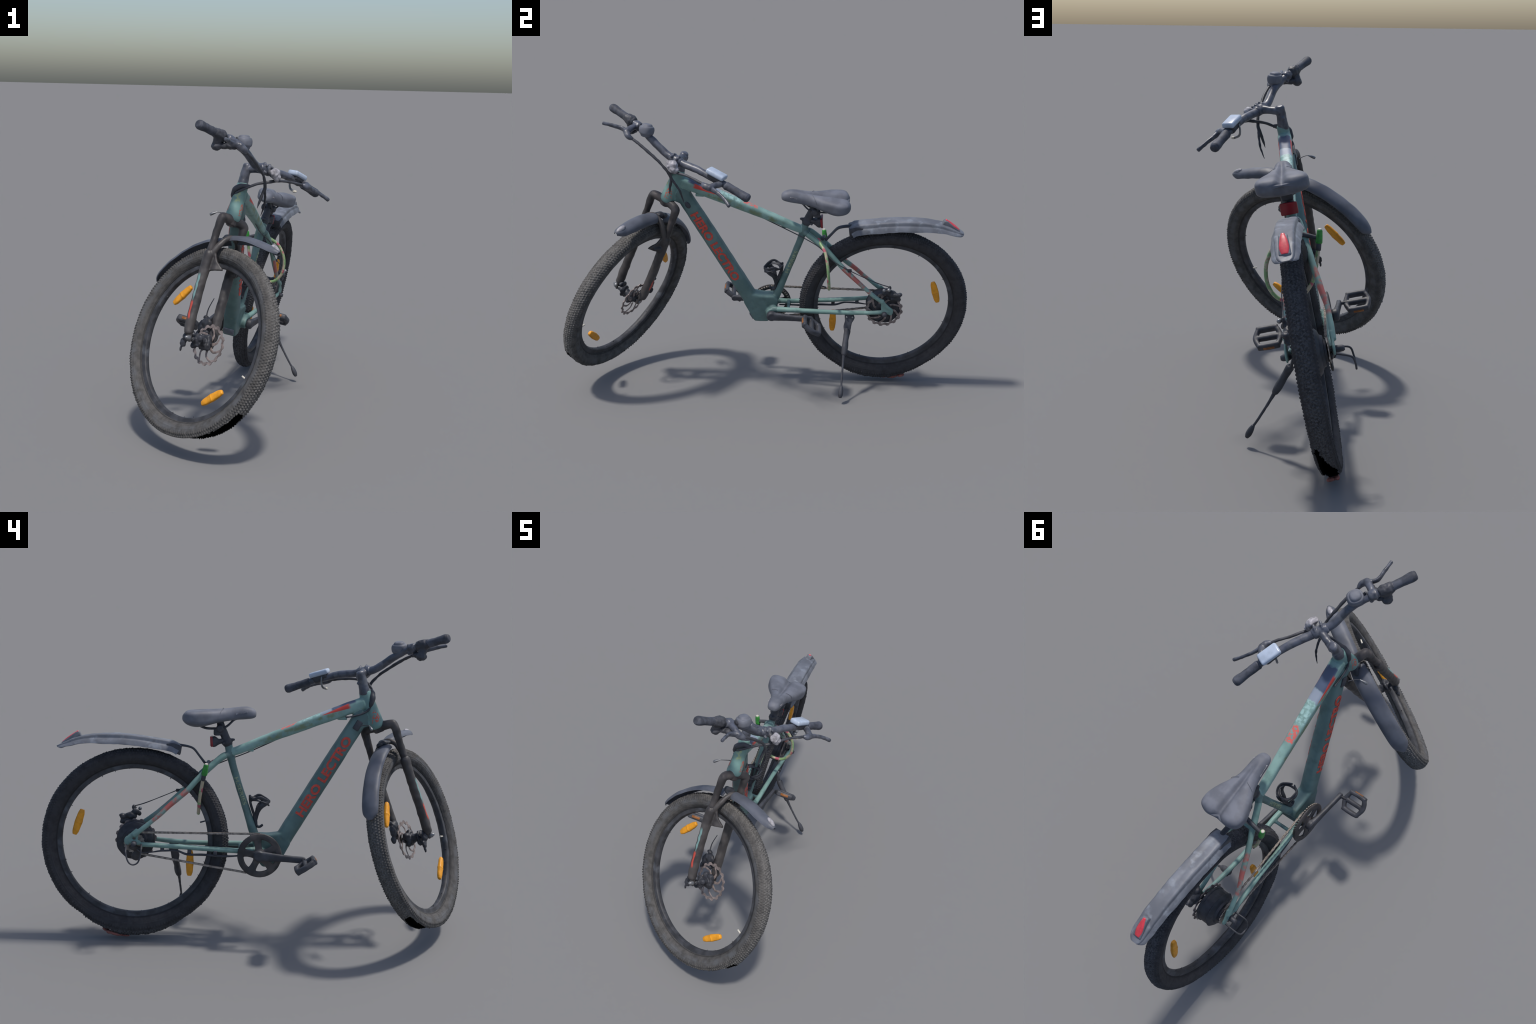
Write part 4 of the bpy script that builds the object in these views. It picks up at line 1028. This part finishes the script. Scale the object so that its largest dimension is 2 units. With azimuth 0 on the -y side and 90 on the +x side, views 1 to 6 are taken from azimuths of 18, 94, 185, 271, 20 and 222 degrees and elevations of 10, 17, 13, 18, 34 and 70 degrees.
def pedal(pos, end, parent):
    ob = bpy.data.objects.new("pedal", PM); link(ob, bike)
    M = Matrix((NB, pn.cross(NB), pn)).transposed().to_4x4(); M.translation = pos; ob.matrix_world = M
    for s in (-1, 1):
        r = bpy.data.objects.new("pedal_reflector", PRM); link(r, ob)
        r.matrix_world = M @ Matrix.Translation((0, 0.0538 * s, 0))
    tube("pedal_axle", M_HUB, parent, [end, pos], 0.0075, k=2, seg=12)
pR_ = bp(-0.206, 0.392, -0.190); pL_ = bp(0.200, 0.424, 0.178)
pedal(pR_, bp(-0.199, 0.399, -0.112), crankR)
pedal(pL_, bp(0.197, 0.4175, 0.108), crankL)

# chain: alternating plates along both runs
bm = bmesh.new()
def run(a, b):
    d = (b - a); n = int(d.length / 0.0125); d.normalize(); w = NB.cross(d)
    for i in range(n):
        c = a + d * (0.0125 * (i + 0.5)); wide = i % 2
        c += w * 0.0006 * noise.noise(c * 80)
        for s in (-1, 1):
            box(bm, c + NB * s * (0.0036 if wide else 0.0022), (d, w, NB), (0.0072, 0.0046, 0.0009), 0.0016, 1)
    sweep(bm, [a, b], 0.0030, k=1, seg=8)
run(bp(0.560, 0.4995, -0.0625), bp(-0.005, 0.505, -0.064))
run(bp(0.560, 0.4055, -0.0625), bp(0.045, 0.3255, -0.064))
ch = finish(bm, "chain", M_CHAIN, bike, angle=40); ch["kind"] = "stuff"
# derailleur guard loop and axle cover on the right
tube("guard_loop", M_BLACK, bike, [bp(0.603, 0.446, -0.090), bp(0.602, 0.428, -0.140), bp(0.597, 0.404, -0.150), bp(0.585, 0.378, -0.151), bp(0.565, 0.369, -0.150), bp(0.545, 0.380, -0.150), bp(0.535, 0.410, -0.148), bp(0.533, 0.440, -0.138), bp(0.536, 0.449, -0.092)],
     0.0038, k=5, seg=10, lump=0.0005)
bm = bmesh.new()
for y, z, l, r in ((0.572, 0.432, -0.072, (0.022, 0.014, 0.008)), (0.545, 0.425, -0.070, (0.016, 0.013, 0.007)), (0.560, 0.395, -0.066, (0.024, 0.026, 0.006))):
    ball(bm, bp(y, z, l), r, (EY, EZ, NB))
remeshed(bm, "chain_tensioner", M_FORK, bike, 0.003, 2, 0.002, 70)
# rear brake caliper
bm = bmesh.new()
for y, z, l, r in ((0.606, 0.552, 0.062, (0.030, 0.018, 0.018)), (0.635, 0.545, 0.066, (0.022, 0.012, 0.014)), (0.585, 0.570, 0.066, (0.020, 0.014, 0.016)), (0.594, 0.590, 0.072, (0.010, 0.014, 0.008)), (0.648, 0.553, 0.070, (0.013, 0.010, 0.012)),
                   (0.612, 0.530, 0.060, (0.034, 0.016, 0.012)), (0.570, 0.562, 0.078, (0.012, 0.012, 0.010)), (0.640, 0.522, 0.066, (0.020, 0.010, 0.010))):
    ball(bm, bp(y - 0.006, z + 0.002, l), r, (EY, EZ, NB))
box(bm, bp(0.628, 0.552, 0.074), (EY, NB, EZ), (0.017, 0.010, 0.010), 0.004)
box(bm, bp(0.622, 0.532, 0.068), (EY, NB, EZ), (0.026, 0.012, 0.007), 0.003)
caliper = remeshed(bm, "brake_caliper", M_HUB, bike, 0.0028, 2, 0.0025, 80)
bm = bmesh.new(); ball(bm, bp(0.560, 0.585, 0.086), 0.009); ball(bm, bp(0.584, 0.590, 0.088), 0.009); finish(bm, "caliper_bolt", M_STEEL, caliper)
bm = bmesh.new()
sweep(bm, [bp(0.384, 0.679, 0.066), bp(0.46, 0.645, 0.072), bp(0.54, 0.612, 0.072), bp(0.592, 0.597, 0.072)], [0.0024, 0.002, 0.0026, 0.003], k=5, seg=8, lump=0.0005)
box(bm, bp(0.384, 0.677, 0.062), (EY, NB, EZ), (0.010, 0.006, 0.007), 0.002)
sweep(bm, [bp(-0.10, 0.945, 0.004), bp(0.066, 0.866, 0.010), bp(0.161, 0.826, 0.028), bp(0.233, 0.789, 0.046), bp(0.30, 0.725, 0.058), bp(0.384, 0.677, 0.064)], 0.0026, k=5, seg=8)
finish(bm, "brake_cable", M_BLACK, bike)
# motor cable clipped under the right chain stay, and its clips
bm = bmesh.new()
sweep(bm, [bp(0.555, 0.425, -0.085), bp(0.532, 0.411, -0.078), bp(0.49, 0.412, -0.070), bp(0.44, 0.419, -0.068), bp(0.376, 0.420, -0.066), bp(0.327, 0.405, -0.066), bp(0.247, 0.404, -0.064), bp(0.17, 0.399, -0.060), bp(0.103, 0.401, -0.056), bp(0.04, 0.410, -0.040)],
      [0.003, 0.003, 0.0032, 0.0045, 0.0042, 0.0055, 0.0055, 0.0055, 0.004, 0.004], k=5, seg=10, lump=0.0008)
for y, z in ((0.442, 0.426), (0.318, 0.418), (0.20, 0.414)):
    box(bm, bp(y, z, -0.066), (EY, NB, EZ), (0.009, 0.006, 0.010), 0.003)
finish(bm, "motor_cable", M_BLACK, bike)
# bare cap closing the lower end of the down tube
dd = (bp(*DT_B) - bp(*DT_A)).normalized(); dn_ = NB.cross(dd); dn_ = dn_ if dn_.z < 0 else -dn_
bm = bmesh.new()
box(bm, bp(-0.1045, 0.374) - dn_ * 0.0005, (dd, NB, dn_), (0.019, 0.027, 0.0035), 0.003)
finish(bm, "battery_end_cap", M_GUARD, down_tube)

# ------------------------------------------------------------------ kickstand
bm = bmesh.new()
prism(bm, [(0.372, 0.430), (0.418, 0.430), (0.424, 0.412), (0.418, 0.400), (0.410, 0.388), (0.404, 0.352), (0.388, 0.338), (0.372, 0.340), (0.368, 0.372), (0.374, 0.395)], -0.006, 0.006,
      lambda y, z, l: bp(y, z, 0.062 + (0.43 - z) * 0.42 + l), 0.003)
sweep(bm, [bp(0.388, 0.352, 0.100), bp(0.380, 0.318, 0.128), bp(0.376, 0.285, 0.155), bp(0.371, 0.262, 0.174)], [0.017, 0.0150, 0.0165, 0.0135], k=4, seg=18)
sweep(bm, [bp(0.371, 0.262, 0.174), bp(0.366, 0.215, 0.214), bp(0.360, 0.155, 0.268), V((0.102, 0.377, 0.080))], [0.0085, 0.0060, 0.0056, 0.0056], k=4, seg=12)
stand = remeshed(bm, "kickstand", M_BLACK, bike, 0.0026, 3, 0.0008, 50)
bm = bmesh.new()
sweep(bm, [V((0.100, 0.377, 0.083)), V((0.108, 0.376, 0.068)), V((0.118, 0.374, 0.048)), V((0.124, 0.373, 0.036))], [0.0075, 0.0115, 0.0125, 0.0085], k=4, seg=18)
finish(bm, "kickstand_foot", M_BLACK, stand)
bm = bmesh.new()
for y, z in ((0.382, 0.418), (0.412, 0.418), (0.386, 0.362)):
    ball(bm, bp(y, z, 0.072 + (0.43 - z) * 0.42), 0.0055)
finish(bm, "bolt", M_STEEL, stand)

# ------------------------------------------------------------------ bottle cage
bm = bmesh.new()
rc = bp(-0.000, 0.641); rn = (EZ * 0.9 - EY * 0.25).normalized()
u = NB; w = rn.cross(u).normalized()
rr = 0.041
pts = []
for i in range(16):
    th = 2 * math.pi * i / 16; d = u * math.cos(th) + w * math.sin(th)
    pts.append(rc + d * rr * 0.97 + rn * (0.012 * abs(math.cos(th)) ** 1.5 - 0.004))
sweep(bm, pts, [(0.0036, 0.0068)] * 16, k=3, seg=14, ref=None, closed=True)
# broad wings sweep from the pointed front down to the keel, a second pair ties the back to the mount
for s in (1, -1):
    sweep(bm, [bp(-0.043, 0.645, 0.006 * s), bp(-0.026, 0.640, 0.033 * s), bp(0.000, 0.624, 0.036 * s), bp(0.012, 0.598, 0.020 * s), bp(0.018, 0.560, 0.007 * s)],
          [(0.0034, 0.006), (0.0034, 0.011), (0.0036, 0.013), (0.004, 0.011), (0.005, 0.008)], k=5, seg=14, ref=NB)
    sweep(bm, [bp(-0.043, 0.645, 0.006 * s), bp(-0.020, 0.656, 0.036 * s), bp(0.006, 0.667, 0.0415 * s), bp(0.034, 0.657, 0.034 * s), bp(0.049, 0.660, 0.012 * s)],
          [(0.0034, 0.006), (0.0034, 0.008), (0.0034, 0.008), (0.0034, 0.006), (0.004, 0.008)], k=5, seg=14, ref=NB)
    sweep(bm, [bp(0.049, 0.668, 0.014 * s), bp(0.046, 0.635, 0.012 * s), bp(0.030, 0.590, 0.008 * s), bp(0.018, 0.550, 0.004 * s)], 0.0065, k=4, seg=12)
sweep(bm, [bp(0.026, 0.585), bp(0.019, 0.555), bp(0.014, 0.533), bp(0.000, 0.527), bp(-0.014, 0.536)], [(0.012, 0.009), (0.012, 0.009), (0.013, 0.007), (0.013, 0.006), (0.011, 0.006)], k=4, seg=14, ref=NB)
cage = remeshed(bm, "bottle_cage", M_HUB, bike, 0.0024, 2, 0.0006, 50)

# ------------------------------------------------------------------ cable lock hung round the seat stays
RING = [(-0.124, 0.268, 0.738), (-0.020, 0.225, 0.818), (0.010, 0.238, 0.800), (0.040, 0.262, 0.768), (0.062, 0.276, 0.715), (0.066, 0.283, 0.665), (0.055, 0.287, 0.618), (0.030, 0.290, 0.583),
        (0.000, 0.290, 0.566), (-0.040, 0.288, 0.566), (-0.075, 0.285, 0.585), (-0.105, 0.281, 0.625), (-0.120, 0.277, 0.670), (-0.127, 0.270, 0.720), (-0.131, 0.262, 0.765), (-0.133, 0.255, 0.795)]
lock = tube("cable_lock", M_LOCK, bike, [V(q) for q in RING[1:]], 0.0078, k=6, seg=14, lump=0.0006)
tube("lock_barrel", M_BLACK, lock, [V((-0.030, 0.246, 0.817)), V((-0.075, 0.250, 0.815)), V((-0.122, 0.253, 0.806))], [0.009, 0.010, 0.008], k=3, seg=14)
tube("lock_sleeve", M_BLACK, lock, [V((-0.131, 0.262, 0.762)), V((-0.132, 0.258, 0.786))], 0.0105, k=2, seg=14)
bm = bmesh.new(); sweep(bm, [V((-0.132, 0.257, 0.790)), V((-0.1335, 0.253, 0.812)), V((-0.134, 0.250, 0.832))], [0.014, 0.0125, 0.011], k=3, seg=18)
finish(bm, "lock_cap", M_GREEN, lock)
bm = bmesh.new(); ball(bm, V((-0.1345, 0.249, 0.838)), (0.0085, 0.0085, 0.004)); finish(bm, "lock_cap_top", M_WHITE, lock)

# ------------------------------------------------------------------ fix parenting (keep world places)
bpy.context.view_layer.update()
